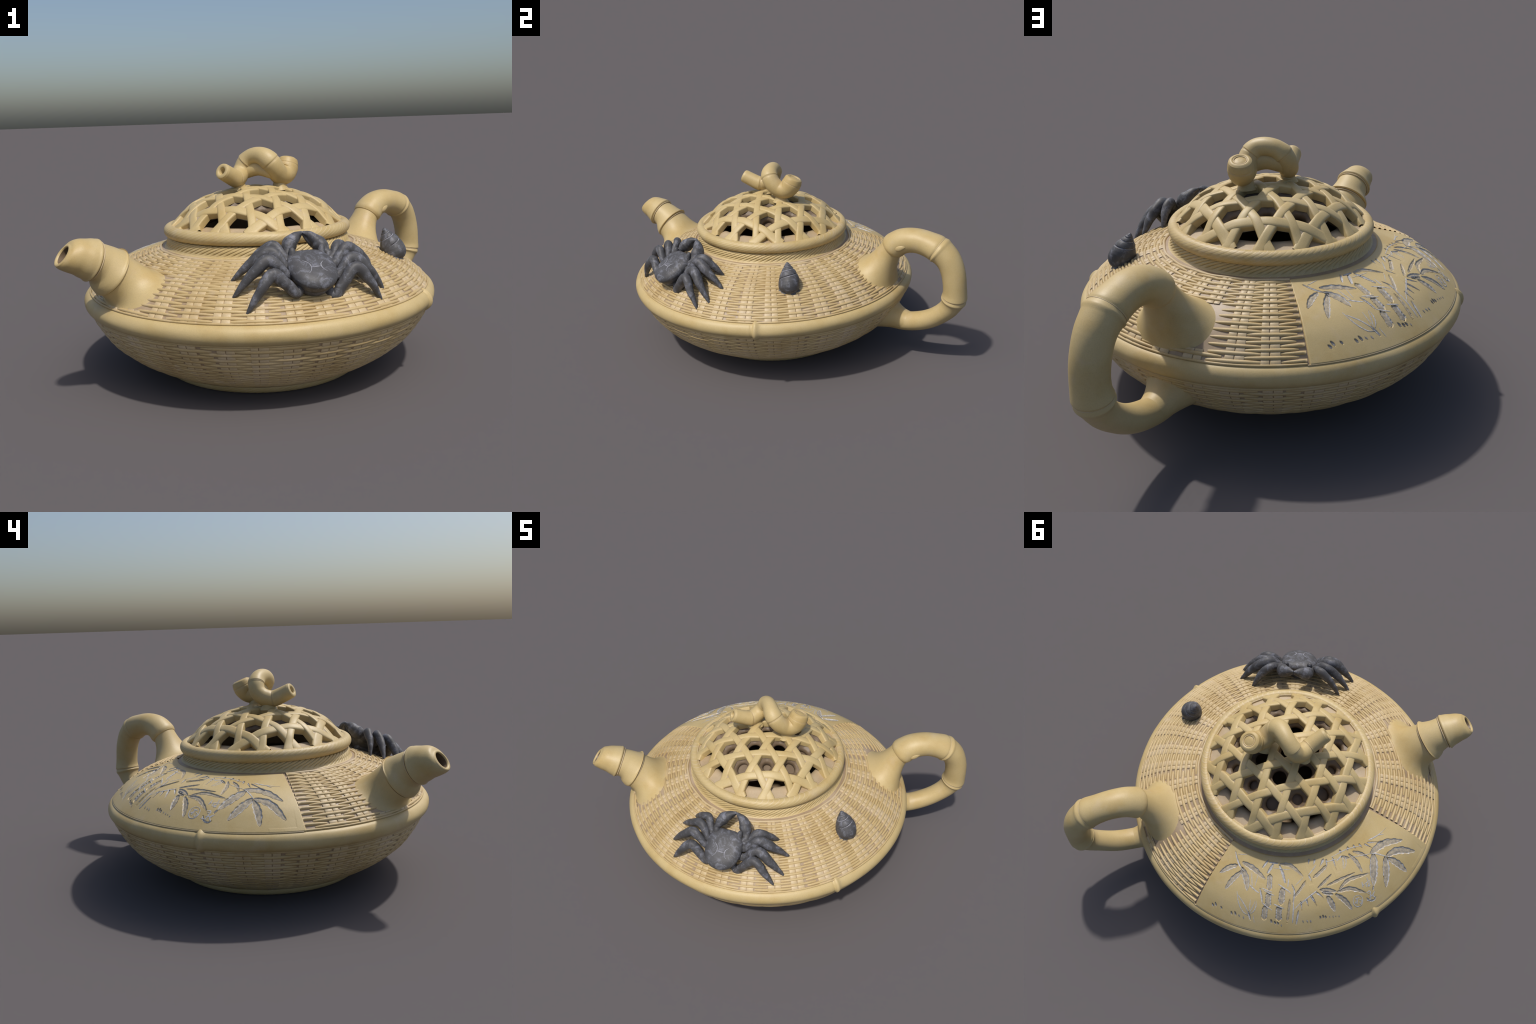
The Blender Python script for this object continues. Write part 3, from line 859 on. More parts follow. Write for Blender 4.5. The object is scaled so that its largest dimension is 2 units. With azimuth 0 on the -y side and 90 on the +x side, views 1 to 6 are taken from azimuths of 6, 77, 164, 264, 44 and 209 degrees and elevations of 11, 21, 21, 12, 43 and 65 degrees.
# ------------------------------------------------------------------ knob: a looped bamboo shoot with a side stub
def knob():
    kb, sb = Buf(), Buf()
    capend = np.array([0.157, 0.110, 1.146]); capnode = np.array([0.1515, 0.094, 1.106])
    pts = [capend, (capend + capnode) / 2, capnode, (0.140, 0.058, 1.066), (0.112, 0.016, 1.068), (0.092, -0.018, 1.100), (0.066, -0.034, 1.140), (0.034, -0.026, 1.167), (-0.004, -0.002, 1.176), (-0.046, 0.024, 1.166),
           (-0.082, 0.038, 1.136), (-0.102, 0.030, 1.095), (-0.115, -0.004, 1.063), (-0.127, -0.058, 1.055), (-0.152, -0.104, 1.075), (-0.188, -0.160, 1.106)]
    pts = np.array([np.asarray(p, float) for p in pts])
    dense = spline(pts, 500)
    s = np.linspace(0, 1, 500)
    def fr(p): return s[np.argmin(np.linalg.norm(dense - np.asarray(p), axis=1))]
    fc, fB, fA, fb = fr(capnode), fr(pts[6]), fr(pts[10]), fr(pts[13])
    kn = [(0.0, 0.050, 'l'), (0.006, 0.0565, 'l'), (0.02, 0.060, 'l'), (fc - 0.012, 0.0640, 'l'), (fc - 0.006, 0.0625, 'l'), (fc, 0.0650, 'l'), (fc + 0.015, 0.0655, 's'), (fc + 0.09, 0.0585, 's'), (fB - 0.07, 0.0545, 's'), (fB - 0.010, 0.0550, 'l'), (fB - 0.003, 0.0530, 'l'),
          (fB + 0.004, 0.0570, 'l'), (fB + 0.02, 0.0565, 's'), (fB + 0.10, 0.0490, 's'), (fA - 0.06, 0.0475, 's'), (fA - 0.012, 0.0520, 'l'), (fA - 0.003, 0.0480, 'l'), (fA + 0.004, 0.0480, 'l'), (fA + 0.04, 0.0480, 's'), (fb - 0.05, 0.0505, 's'), (fb - 0.014, 0.0475, 'l'), (fb - 0.004, 0.0455, 'l'), (fb + 0.006, 0.0490, 'l'), (fb + 0.03, 0.0480, 's'), (0.985, 0.0450, 'l'), (1.0, 0.0415, 'l')]
    C, R = stations(pts, smooth_knots(kn), 110)
    P, T, N, B = tube(kb, C, R, 36, wobble=0.010, seed=2)
    a = np.linspace(0, 2 * pi, 36, endpoint=False)
    # cap: rim, ring groove, central boss
    rows = [P[0]]
    for r, d in ((0.044, 0.004), (0.037, 0.003), (0.032, -0.0035), (0.028, -0.002), (0.022, 0.0005), (0.010, 0.0015)):
        rows.append(C[0] - T[0] * d + (r * np.cos(a))[:, None] * N[0] + (r * np.sin(a))[:, None] * B[0])
    kb.grid(np.array(rows), close_v=True); kb.fan(rows[-1], C[0] - T[0] * 0.0018)
    seam(sb, C[0] + T[0] * 0.0012, T[0], 0.0315, 0.0033, up=N[0])
    # stub: open end with a bore
    rows = [P[-1]]
    for r, d in ((0.036, 0.0035), (0.024, 0.003), (0.0205, -0.001), (0.018, -0.012), (0.012, -0.030)):
        rows.append(C[-1] + T[-1] * d + (r * np.cos(a))[:, None] * N[-1] + (r * np.sin(a))[:, None] * B[-1])
    kb.grid(np.array(rows), close_v=True); kb.fan(rows[-1], C[-1] - T[-1] * 0.034)
    o = kb.make("knob", MAT_CLAY, lid)
    for f, r in ((fc - 0.006, 0.0618), (fB - 0.003, 0.0525), (fA - 0.003, 0.0475), (fb - 0.004, 0.0452)):
        k = int(np.argmin(np.linalg.norm(C - dense[int(f * 499)], axis=1)))
        seam(sb, C[k], T[k], r, 0.0020, up=N[k])
    sb.make("node_seam", MAT_SEAM, lid)
    # clay filling the crook under the arch
    wb = Buf()
    Cw = spline([(0.106, 0.004, 1.070), (0.060, -0.018, 1.092), (0.0, 0.0, 1.106), (-0.064, 0.026, 1.092), (-0.106, 0.014, 1.070)], 40)
    tube(wb, Cw, 0.043 - 0.013 * np.abs(np.linspace(-1, 1, 40)) ** 6, 24, ratio=0.8, cap0=0.01, cap1=0.01)
    wb.make("arch_filling", MAT_CLAY, lid)
    # clay pads that stick the two bends to the dome
    pad = Buf()
    for (x, y, rr) in ((0.112, 0.026, 0.043), (-0.116, -0.026, 0.042)):
        z0 = float(tilt(np.array([x, y, dome_z(hypot(x - CX, y - CY))]))[2])
        ph = np.linspace(0, 2 * pi, 32, endpoint=False)
        rows = []
        for f, dz in ((1.25, -0.016), (1.05, -0.004), (0.90, 0.006), (0.80, 0.025), (0.78, 0.05)):
            rad = rr * f * (1 + 0.08 * np.sin(3 * ph + x * 50))
            rows.append(np.stack([x + rad * np.cos(ph), y + rad * np.sin(ph), z0 + dz + 0 * ph], 1))
        pad.grid(np.array(rows), close_v=True)
    pad.make("knob_pad", MAT_CLAY, lid)
knob()
# ------------------------------------------------------------------ engraved panel
# strokes cut into the plain panel: (kind, width in mm, spine as (azimuth in degrees, radius) points)
STROKES = [
    ('leaf', 29, (93.1, 0.658), (90.0, 0.687), (87.0, 0.743)),
    ('leaf', 29, (96.2, 0.677), (93.9, 0.737), (92.4, 0.805)),
    ('leaf', 36, (95.6, 0.661), (99.3, 0.707), (101.6, 0.769)),
    ('leaf', 30, (94.6, 0.631), (101.2, 0.643), (108.7, 0.685)),
    ('line', 10, (88.7, 0.597), (91.6, 0.63), (94.2, 0.655), (97.2, 0.673)),
    ('line', 4, (90.5, 0.603), (95.5, 0.582)),
    ('line', 5, (101.2, 0.667), (103.2, 0.738)),
    ('line', 4, (104.5, 0.67), (104.4, 0.73)),
    ('line', 8, (101.9, 0.734), (104.5, 0.752), (106.7, 0.763)),
    ('stalk', 32, (110.4, 0.657), (111.0, 0.738)),
    ('stalk', 36, (111.0, 0.756), (111.4, 0.826)),
    ('stalk', 35, (110.3, 0.826), (110.5, 0.89)),
    ('line', 11, (106.9, 0.741), (108.2, 0.781), (108.9, 0.81)),
    ('line', 7, (107.6, 0.735), (112.4, 0.748)),
    ('line', 7, (108.7, 0.745), (113.5, 0.764)),
    ('line', 7, (108.8, 0.81), (113.1, 0.84)),
    ('line', 16, (114.8, 0.6), (116.7, 0.641), (118.2, 0.694)),
    ('stalk', 38, (117.1, 0.723), (116.5, 0.807)),
    ('stalk', 36, (115.8, 0.82), (116.0, 0.887)),
    ('line', 8, (114.9, 0.701), (119.8, 0.738), (120.7, 0.751)),
    ('line', 8, (113.7, 0.808), (117.9, 0.828)),
    ('line', 7, (119.8, 0.672), (119.4, 0.716)),
    ('stalk', 15, (120.2, 0.781), (119.2, 0.897)),
    ('stalk', 16, (128.0, 0.69), (121.9, 0.773)),
    ('line', 9, (121.8, 0.799), (121.2, 0.897)),
    ('line', 11, (123.6, 0.842), (122.5, 0.908)),
    ('line', 5, (121.9, 0.834), (125.1, 0.795)),
    ('line', 10, (121.3, 0.703), (122.3, 0.739), (121.6, 0.799)),
    ('line', 4, (127.0, 0.666), (122.9, 0.708)),
    ('line', 12, (108.0, 0.581), (105.9, 0.625)),
    ('line', 16, (111.3, 0.594), (109.0, 0.65)),
    ('line', 10, (109.1, 0.589), (113.8, 0.589)),
    ('leaf', 21, (114.7, 0.591), (120.8, 0.598), (127.3, 0.664)),
    ('line', 4, (111.8, 0.616), (120.7, 0.621)),
    ('line', 6, (97.5, 0.789), (99.8, 0.845), (102.6, 0.88), (104.5, 0.886)),
    ('line', 7, (98.4, 0.803), (101.7, 0.837), (104.3, 0.874)),
    ('leafo', 20, (105.0, 0.876), (106.0, 0.843), (106.2, 0.804)),
    ('line', 11, (104.1, 0.87), (105.5, 0.905)),
    ('line', 4, (106.3, 0.88), (107.1, 0.914)),
    ('line', 4, (103.9, 0.807), (104.5, 0.865)),
    ('tick', 12, (90.0, 0.899), (90.8, 0.911)),
    ('tick', 12, (90.9, 0.888), (91.8, 0.904)),
    ('tick', 10, (93.5, 0.893), (94.1, 0.903)),
    ('tick', 11, (97.8, 0.895), (98.4, 0.909)),
    ('tick', 11, (99.1, 0.889), (99.9, 0.906)),
    ('tick', 9, (100.8, 0.895), (101.4, 0.905)),
    ('tick', 9, (102.6, 0.897), (103.1, 0.909)),
    ('tick', 12, (113.1, 0.887), (113.5, 0.903)),
    ('tick', 12, (114.5, 0.894), (114.9, 0.907)),
    ('tick', 10, (115.6, 0.896), (116.0, 0.909)),
    ('tick', 7, (117.0, 0.905), (117.2, 0.914)),
    ('tick', 7, (125.0, 0.888), (125.2, 0.899)),
    ('tick', 7, (126.5, 0.888), (126.8, 0.9)),
    ('tick', 7, (127.8, 0.892), (128.0, 0.903)),
    ('drop', 11, (124.9, 0.795), (125.0, 0.841)),
    ('drop', 12, (127.0, 0.785), (127.8, 0.822)),
    ('drop', 12, (129.1, 0.767), (131.1, 0.829)),
    ('line', 4, (125.1, 0.797), (127.1, 0.783), (131.8, 0.758)),
    ('drop', 9, (167.1, 0.647), (172.4, 0.67), (178.7, 0.688)),
    ('line', 5, (172.5, 0.67), (174.9, 0.693)),
    ('leaf', 44, (162.8, 0.708), (171.1, 0.726), (178.6, 0.806)),
    ('drop', 11, (165.5, 0.651), (172.1, 0.716)),
    ('drop', 10, (163.9, 0.646), (165.6, 0.691)),
    ('leaf', 51, (164.0, 0.72), (159.5, 0.787), (155.7, 0.855)),
    ('leaf', 44, (167.8, 0.781), (173.4, 0.814), (178.7, 0.903)),
    ('leaf', 45, (167.4, 0.779), (163.6, 0.839), (159.9, 0.902)),
    ('leaf', 40, (167.8, 0.794), (169.4, 0.852), (170.4, 0.926)),
    ('line', 7, (163.6, 0.713), (165.5, 0.739), (167.9, 0.786)),
    ('leaf', 17, (156.2, 0.634), (159.3, 0.673), (161.1, 0.727)),
    ('line', 4, (154.7, 0.659), (158.8, 0.683), (163.3, 0.71)),
    ('drop', 13, (161.6, 0.625), (161.6, 0.655)),
    ('drop', 13, (158.6, 0.61), (158.4, 0.634)),
    ('drop', 15, (155.3, 0.6), (154.1, 0.618)),
    ('drop', 17, (150.4, 0.592), (150.2, 0.61)),
    ('line', 5, (162.4, 0.641), (153.9, 0.605), (144.4, 0.601)),
    ('leaf', 22, (153.7, 0.633), (154.8, 0.692), (154.4, 0.763)),
    ('leafo', 22, (150.6, 0.627), (149.7, 0.658), (147.4, 0.692)),
    ('leaf', 16, (149.4, 0.625), (152.9, 0.655)),
    ('drop', 12, (144.8, 0.608), (144.0, 0.684)),
    ('line', 9, (146.1, 0.634), (149.7, 0.62)),
    ('drop', 13, (131.7, 0.576), (130.7, 0.604)),
    ('drop', 14, (135.0, 0.583), (133.2, 0.617)),
    ('drop', 17, (139.7, 0.597), (136.3, 0.63)),
    ('drop', 13, (141.2, 0.603), (139.8, 0.65)),
    ('line', 5, (140.8, 0.616), (146.9, 0.624)),
    ('stalk', 20, (140.3, 0.635), (132.1, 0.68)),
    ('line', 6, (134.8, 0.615), (129.7, 0.661)),
    ('drop', 12, (130.0, 0.664), (130.9, 0.705)),
    ('leaf', 16, (132.9, 0.741), (137.3, 0.712), (141.2, 0.688)),
    ('leaf', 17, (137.0, 0.74), (143.7, 0.734), (151.7, 0.738)),
    ('leaf', 23, (141.7, 0.783), (147.0, 0.757), (157.0, 0.784)),
    ('leaf', 26, (140.7, 0.789), (146.2, 0.8), (151.8, 0.861)),
    ('leaf', 30, (139.8, 0.797), (142.5, 0.844), (144.2, 0.903)),
    ('leaf', 32, (136.2, 0.793), (137.1, 0.836), (137.6, 0.879)),
    ('leaf', 26, (133.7, 0.752), (136.8, 0.764), (140.5, 0.785)),
    ('leaf', 24, (134.5, 0.765), (138.7, 0.794)),
    ('line', 7, (132.4, 0.75), (129.3, 0.769), (126.6, 0.791), (124.7, 0.809)),
    ('drop', 11, (129.3, 0.767), (130.3, 0.793), (131.3, 0.826)),
    ('drop', 13, (127.2, 0.785), (127.7, 0.823)),
    ('drop', 12, (124.9, 0.795), (125.0, 0.842)),
    ('drop', 14, (132.0, 0.76), (134.6, 0.797)),
    ('ring', 6, (148.3, 0.849), (149.4, 0.865), (149.2, 0.887), (148.1, 0.902), (146.6, 0.901), (145.6, 0.885), (145.7, 0.863), (146.8, 0.848), (148.3, 0.849)),
    ('line', 8, (146.7, 0.861), (148.5, 0.865)),
    ('line', 9, (147.5, 0.862), (146.7, 0.888)),
    ('line', 5, (148.0, 0.873), (148.9, 0.883), (148.1, 0.895), (147.7, 0.883)),
    ('line', 9, (146.6, 0.873), (146.2, 0.882)),
    ('line', 8, (152.2, 0.8), (151.5, 0.829)),
    ('line', 6, (152.0, 0.813), (152.4, 0.823)),
    ('line', 6, (155.0, 0.794), (154.6, 0.818)),
    ('line', 6, (152.7, 0.818), (155.8, 0.817)),
    ('line', 7, (153.4, 0.819), (153.0, 0.836)),
    ('line', 9, (155.1, 0.822), (153.7, 0.839), (154.8, 0.838)),
    ('line', 10, (155.6, 0.855), (154.7, 0.871)),
    ('line', 8, (151.9, 0.863), (153.3, 0.862), (153.3, 0.873), (152.2, 0.871)),
    ('line', 7, (152.1, 0.888), (154.5, 0.888)),
    ('line', 8, (155.1, 0.879), (153.7, 0.891), (154.4, 0.909)),
    ('line', 10, (151.1, 0.887), (152.0, 0.907), (153.6, 0.914), (154.5, 0.907)),
    ('line', 8, (150.7, 0.898), (152.2, 0.902)),
    ('line', 8, (153.3, 0.873), (152.3, 0.903)),
    ('tick', 10, (131.7, 0.882), (131.8, 0.896)),
    ('tick', 10, (132.8, 0.88), (132.9, 0.897)),
    ('tick', 10, (133.7, 0.887), (133.8, 0.9)),
    ('tick', 7, (135.3, 0.891), (135.3, 0.899)),
    ('tick', 7, (136.5, 0.895), (136.6, 0.903)),
    ('tick', 6, (137.5, 0.899), (137.6, 0.904)),
    ('tick', 7, (138.8, 0.902), (138.7, 0.911)),
    ('tick', 7, (125.1, 0.889), (125.2, 0.9)),
    ('tick', 7, (126.7, 0.891), (126.9, 0.901)),
    ('tick', 7, (128.0, 0.892), (128.1, 0.903)),
]
def pan_edge(s):
    f = s / UP.L
    return radians(83.4) + f * radians(0.9), radians(182.4) + f * radians(2.2)

def panel():
    nt_, ns_ = 620, 190
    s0, s1 = UP.s_of_r(0.545), UP.s_of_r(0.9575)
    S = np.linspace(s0, s1, ns_)
    U = np.linspace(0, 1, nt_)
    e0, e1 = pan_edge(S)
    TH = e0[:, None] + (e1 - e0)[:, None] * U[None, :]
    SS = S[:, None] + 0 * TH
    RR, _ = UP.at(SS)
    H = 0.0008 * np.sin(TH * 3.1 + 1) * np.sin(SS * 9)
    parts = {"engraved_leaf": [], "engraved_stalk": [], "engraved_line": [], "ground_tick": []}
    for n_, (kind, w, *pts) in enumerate(STROKES):
        r = np.random.default_rng(500 + n_)
        w = w / 1000.0 * (1.0 if kind in ('leaf', 'stalk') else 0.92)
        rc = float(np.mean([p[1] for p in pts]))
        sp = np.array([(radians(p[0]) * rc, UP.s_of_r(p[1])) for p in pts])
        n = 26 if len(pts) > 2 else 18
        C = spline(sp, n)
        t = np.linspace(0, 1, n)
        if kind in ('leaf', 'leafo'):
            prof = (np.clip(t, 0, 1) ** 0.55) * (1 - t) ** 0.75 * 2.40 + 0.03
        elif kind == 'stalk':
            prof = 1.0 - 0.12 * np.sin(pi * t)
        elif kind == 'drop':
            prof = (0.35 + 0.65 * np.sin(pi * np.clip(t, 0, 1) ** 0.55)) * (1 - t * 0.75)
        elif kind == 'tick':
            prof = np.sin(pi * (0.1 + 0.8 * t))
        else:
            prof = 0.55 + 0.45 * np.sin(pi * t)
        hw = 0.5 * w * prof * (1 + 0.10 * np.sin(t * 31 + r.uniform(0, 6)) * (kind not in ('tick',)))
        Tn = np.gradient(C, axis=0); Tn /= np.maximum(np.linalg.norm(Tn, axis=1), 1e-9)[:, None]
        Nn = np.stack([-Tn[:, 1], Tn[:, 0]], 1)
        broad = kind in ('leaf', 'stalk')
        depth = 0.0075 if broad else (0.006 if w > 0.009 and kind != 'leafo' else 0.0)
        if depth:
            lo_ = C.min(0) - w; hi_ = C.max(0) + w
            X = TH * rc
            I = np.where((X > lo_[0]) & (X < hi_[0]) & (SS > lo_[1]) & (SS < hi_[1]))
            if len(I[0]):
                q = np.stack([X[I], SS[I]], 1)
                dm = np.linalg.norm(q[:, None, :] - C[None], axis=2) - hw[None] * (0.93 if kind != 'stalk' else np.interp(t, [0, 0.18, 0.82, 1], [0.3, 0.93, 0.93, 0.3])[None])
                dmin = dm.min(1)
                cut = np.clip(-dmin / 0.0022 + 0.3, 0, 1)
                H[I] = np.minimum(H[I], -depth * cut)
        if broad:
            offs = np.array([-1.04, -0.90, -0.70, -0.35, 0.0, 0.35, 0.70, 0.90, 1.04])
            hts = np.array([0.0007, -0.0030, -0.0042, -0.0038, -0.0034, -0.0040, -0.0052, -0.0050, 0.0007])
            matf = lambda i, j: 0 if j in (0, 1, 6, 7) else 1
        elif kind == 'leafo':
            offs = np.array([-1.15, -0.9, -0.62, 0.62, 0.9, 1.15]); hts = np.array([0.0005, 0.0013, 0.0005, 0.0005, 0.0013, 0.0005])
            matf = None
        else:
            if depth:
                offs = np.array([-1.06, -0.7, 0.0, 0.7, 1.06]); hts = np.array([0.0008, -0.0022, -0.0034, -0.0026, 0.0008])
            else:
                offs = np.array([-1.0, 0.0, 1.0]); hts = np.array([0.0002, 0.0014, 0.0002])
            matf = lambda i, j: 0
        jit = r.normal(0, 0.06, (n, len(offs)))
        Q = C[:, None, :] + Nn[:, None, :] * (offs[None, :, None] * hw[:, None, None] * (1 + jit[..., None]))
        hh = hts[None, :] * (np.clip(hw / (0.35 * w + 1e-6), 0.15, 1)[:, None] if broad else 1) + 0 * Q[..., 0]
        hh = np.where(hts[None, :] > 0, np.maximum(hts[None, :], 0.0006), hh) + r.normal(0, 0.00025, hh.shape)
        P = UP.pos(Q[..., 0] / rc, Q[..., 1], hh - 0.0015 - 0.002 * np.clip((0.80 - np.interp(Q[..., 1], UP.s, UP.P[:, 0])) / 0.10, 0, 1))
        if kind == 'leafo':
            B_ = Buf(); B_.grid(P[:, :3]); B_.grid(P[:, 3:])
            parts["engraved_line"].append((B_, MAT_CHALK))
        else:
            B_ = Buf(); B_.grid(P, mat=matf)
            key = {"leaf": "engraved_leaf", "stalk": "engraved_stalk", "tick": "ground_tick"}.get(kind, "engraved_line")
            parts[key].append((B_, [MAT_CHALK, MAT_INLAY] if broad else (MAT_MARK if kind == 'tick' else MAT_CHALK)))
    # soft shoulders at the sides, small step down to the neck
    edge = np.minimum(U, 1 - U)[None, :] * (e1 - e0)[:, None] * RR
    H = H - 0.0015 - 0.002 * np.clip((0.80 - RR) / 0.10, 0, 1) - 0.0125 * np.clip(1 - edge / 0.0065, 0, 1) ** 2
    top = (SS - s0)
    H = H - 0.010 * np.clip(1 - top / 0.012, 0, 1) ** 2
    H = H - 0.016 * np.clip((SS - UP.s_of_r(0.9495)) / (s1 - UP.s_of_r(0.9495)), 0, 1) ** 1.4
    bb = Buf(); bb.grid(UP.pos(TH, SS, H))
    o = bb.make("engraved_panel", MAT_CLAY, teapot)
    for key, lst in parts.items():
        if key in ("engraved_line", "ground_tick"):
            big = Buf()
            for B_, m in lst:
                off = len(big.v); big.v += B_.v; big.f += [tuple(i + off for i in f) for f in B_.f]; big.m += [0] * len(B_.f)
            big.make(key, lst[0][1], o, stuff=True)
        else:
            for B_, m in lst:
                B_.make(key, m, o)
panel()

# ------------------------------------------------------------------ crab
def crab():
    root = empty("crab", teapot)
    f = np.array([-0.355, 0.83, 0.435]); f /= np.linalg.norm(f)
    r = np.array([0.89, 0.452, 0.02]); r -= f * (r @ f); r /= np.linalg.norm(r)
    n = np.cross(r, f)
    C0 = np.array([0.314, -0.786, 0.716]) + f * 0.013 + n * 0.003
    def place(x, y, z):
        return C0 + np.multiply.outer(x, r) + np.multiply.outer(y, f) + np.multiply.outer(z, n)
    # carapace: rounded shield, flat top, undercut sides
    nu, nv = 64, 34
    a = np.linspace(0, 2 * pi, nu, endpoint=False)
    rows = []
    for k in range(nv):
        v = k / (nv - 1)
        lat = -pi / 2 + pi * v
        cz, sz = cos(lat), sin(lat)
        rad = abs(cz) ** (0.52 if sz > 0 else 0.58)
        z = 0.042 * abs(sz) ** 1.0 if sz > 0 else -0.082 * abs(sz) ** 0.9
        ex = 0.116 * np.sign(np.cos(a)) * np.abs(np.cos(a)) ** 0.86
        ey = 0.131 * np.sign(np.sin(a)) * np.abs(np.sin(a)) ** 0.90
        shr = rad * (1.0 if sz > 0 else 1 - 0.22 * abs(sz))
        x = ex * shr * (1 + 0.05 * np.sin(a)); y = ey * shr
        front = np.exp(-((a - pi / 2) / 0.42) ** 2)
        y = y - 0.010 * front * rad
        zz = z - 0.041 + 0.075 * y               # front edge carried a little higher
        rows.append(place(x, y, zz))
    bb = Buf(); bb.grid(np.array(rows), close_v=True)
    bb.fan(rows[0], np.mean(rows[0], 0)); bb.fan(rows[-1], np.mean(rows[-1], 0))
    car = bb.make("carapace", MAT_DARK, root)
    # engraved H mark
    def top_z(x, y):
        q = min(1.0, ((abs(x) / 0.116) ** 2.2 + (abs(y) / 0.131) ** 2.2))
        return -0.043 + 0.042 * (1 - min(1.0, q ** 1.75)) ** 0.5 if q < 1 else -0.043
    mb = Buf()
    def mark(pts, w):
        q = spline([(x, y - 0.013, 0) for x, y in pts], 14)
        Cm = np.array([place(x, y, top_z(x, y) + 0.0024 + 0.075 * y) for x, y, _ in q])
        tt = np.linspace(0, 1, 14)
        tube(mb, Cm, w * (0.35 + 0.65 * np.sin(pi * tt)), 8, up=tuple(n))
    mark([(-0.022, -0.018), (0.000, -0.019), (0.024, -0.018)], 0.0024)
    mark([(-0.052, 0.030), (-0.030, 0.010), (-0.024, -0.018), (-0.034, -0.044), (-0.046, -0.054)], 0.0022)
    mark([(0.046, 0.016), (0.030, 0.000), (0.025, -0.018), (0.032, -0.040), (0.044, -0.050)], 0.0022)
    mb.make("shell_mark", MARK_PALE, root)
    # underside and rear pad joining the pot
    ub = Buf()
    for cx_, cy_, rx, ry in ((0.0, -0.03, 0.085, 0.075), (0.0, 0.035, 0.070, 0.05)):
        rows = []
        for lat in np.linspace(-pi / 2 + 0.05, pi / 2 - 0.05, 10):
            rows.append(place(cx_ + rx * cos(lat) * np.cos(a), cy_ + ry * cos(lat) * np.sin(a), -0.100 + 0.045 * sin(lat) + 0 * a))
        ub.grid(np.array(rows), close_v=True)
    ub.make("abdomen", MAT_DARK, root)
    # legs: base, rise, knee, shin, tip
    def leg(base, knee, tip, rad, lift=0.006, bow=0.021, seed=0):
        base, knee, tip = (np.array(p, float) for p in (base, knee, tip))
        k = knee - n * rad * 1.02
        b0 = base - n * rad * 1.0
        core = C0 - n * 0.062
        start = b0 + (core - b0) * 0.35
        out = (tip - k); out /= np.linalg.norm(out)
        m1 = (b0 + k) / 2 + n * lift
        m2 = k * 0.52 + tip * 0.48 + n * bow
        path = spline([start, b0, m1, k, m2, tip + out * 0.004], 44)
        s = np.linspace(0, 1, 44)
        R = np.interp(s, [0, 0.12, 0.30, 0.45, 0.60, 0.80, 0.95, 1.0], np.array([0.80, 0.95, 1.08, 1.18, 1.08, 0.76, 0.42, 0.26]) * rad)
        lb = Buf()
        tube(lb, path, R, 18, up=tuple(n), ratio=0.98, cap0=0.004, cap1=0.005, wobble=0.05, seed=seed, keel=0.13)
        lb.make("leg", MAT_DARK, root)
    leg((0.186, -0.742, 0.738), (0.122, -0.706, 0.806), (-0.037, -0.674, 0.660), 0.0225, seed=1)
    leg((0.188, -0.775, 0.716), (0.116, -0.764, 0.790), (-0.072, -0.752, 0.636), 0.0235, seed=2)
    leg((0.193, -0.808, 0.690), (0.110, -0.826, 0.764), (-0.053, -0.858, 0.584), 0.0250, seed=3)
    leg((0.236, -0.855, 0.618), (0.132, -0.875, 0.708), (0.015, -0.925, 0.526), 0.0255, seed=4)
    leg((0.400, -0.640, 0.740), (0.428, -0.588, 0.786), (0.485, -0.459, 0.650), 0.0240, seed=5)
    leg((0.410, -0.672, 0.718), (0.466, -0.622, 0.779), (0.593, -0.493, 0.616), 0.0275, seed=6)
    leg((0.424, -0.708, 0.668), (0.490, -0.660, 0.739), (0.635, -0.588, 0.555), 0.0275, seed=7)
    leg((0.405, -0.766, 0.585), (0.507, -0.710, 0.704), (0.621, -0.663, 0.520), 0.0260, seed=8)
    # claws: arm, swollen palm, pincers meeting in front
    def claw(base, palm, tip, side, rad):
        base, palm, tip = (np.array(p, float) for p in (base, palm, tip))
        palm = palm - n * 0.016; tip = tip - n * 0.004
        elbow = base + r * side * 0.004 - n * 0.010
        start = C0 + r * side * 0.072 + f * 0.060 - n * 0.060
        path = spline([start, elbow - f * 0.014 - n * 0.020, elbow * 0.6 + palm * 0.4 - n * 0.006, palm * 0.75 + tip * 0.25 + r * side * 0.010, palm * 0.35 + tip * 0.65 + n * 0.006 + r * side * 0.010, tip], 46)
        s = np.linspace(0, 1, 46)
        R = np.interp(s, [0, 0.22, 0.36, 0.46, 0.58, 0.74, 0.90, 1.0], np.array([0.66, 0.66, 0.62, 0.92, 1.05, 0.80, 0.42, 0.18]) * rad)
        cb = Buf()
        tube(cb, path, R, 22, up=tuple(n), ratio=0.86, cap0=0.004, cap1=0.003, wobble=0.05, seed=20 + int(side))
        # small movable finger tucked under the palm
        p2 = spline([palm + n * -0.012 + f * 0.006, palm * 0.5 + tip * 0.5 - n * 0.016, tip - n * 0.008], 20)
        tube(cb, p2, np.interp(np.linspace(0, 1, 20), [0, 0.4, 1], [0.026, 0.018, 0.006]), 14, up=tuple(n), cap0=0.003, cap1=0.003)
        cb.make("claw", MAT_DARK, root)
    claw((0.372, -0.634, 0.760), (0.332, -0.600, 0.786), (0.255, -0.586, 0.836), 1, 0.042)
    claw((0.186, -0.700, 0.765), (0.192, -0.655, 0.788), (0.251, -0.586, 0.836), -1, 0.042)
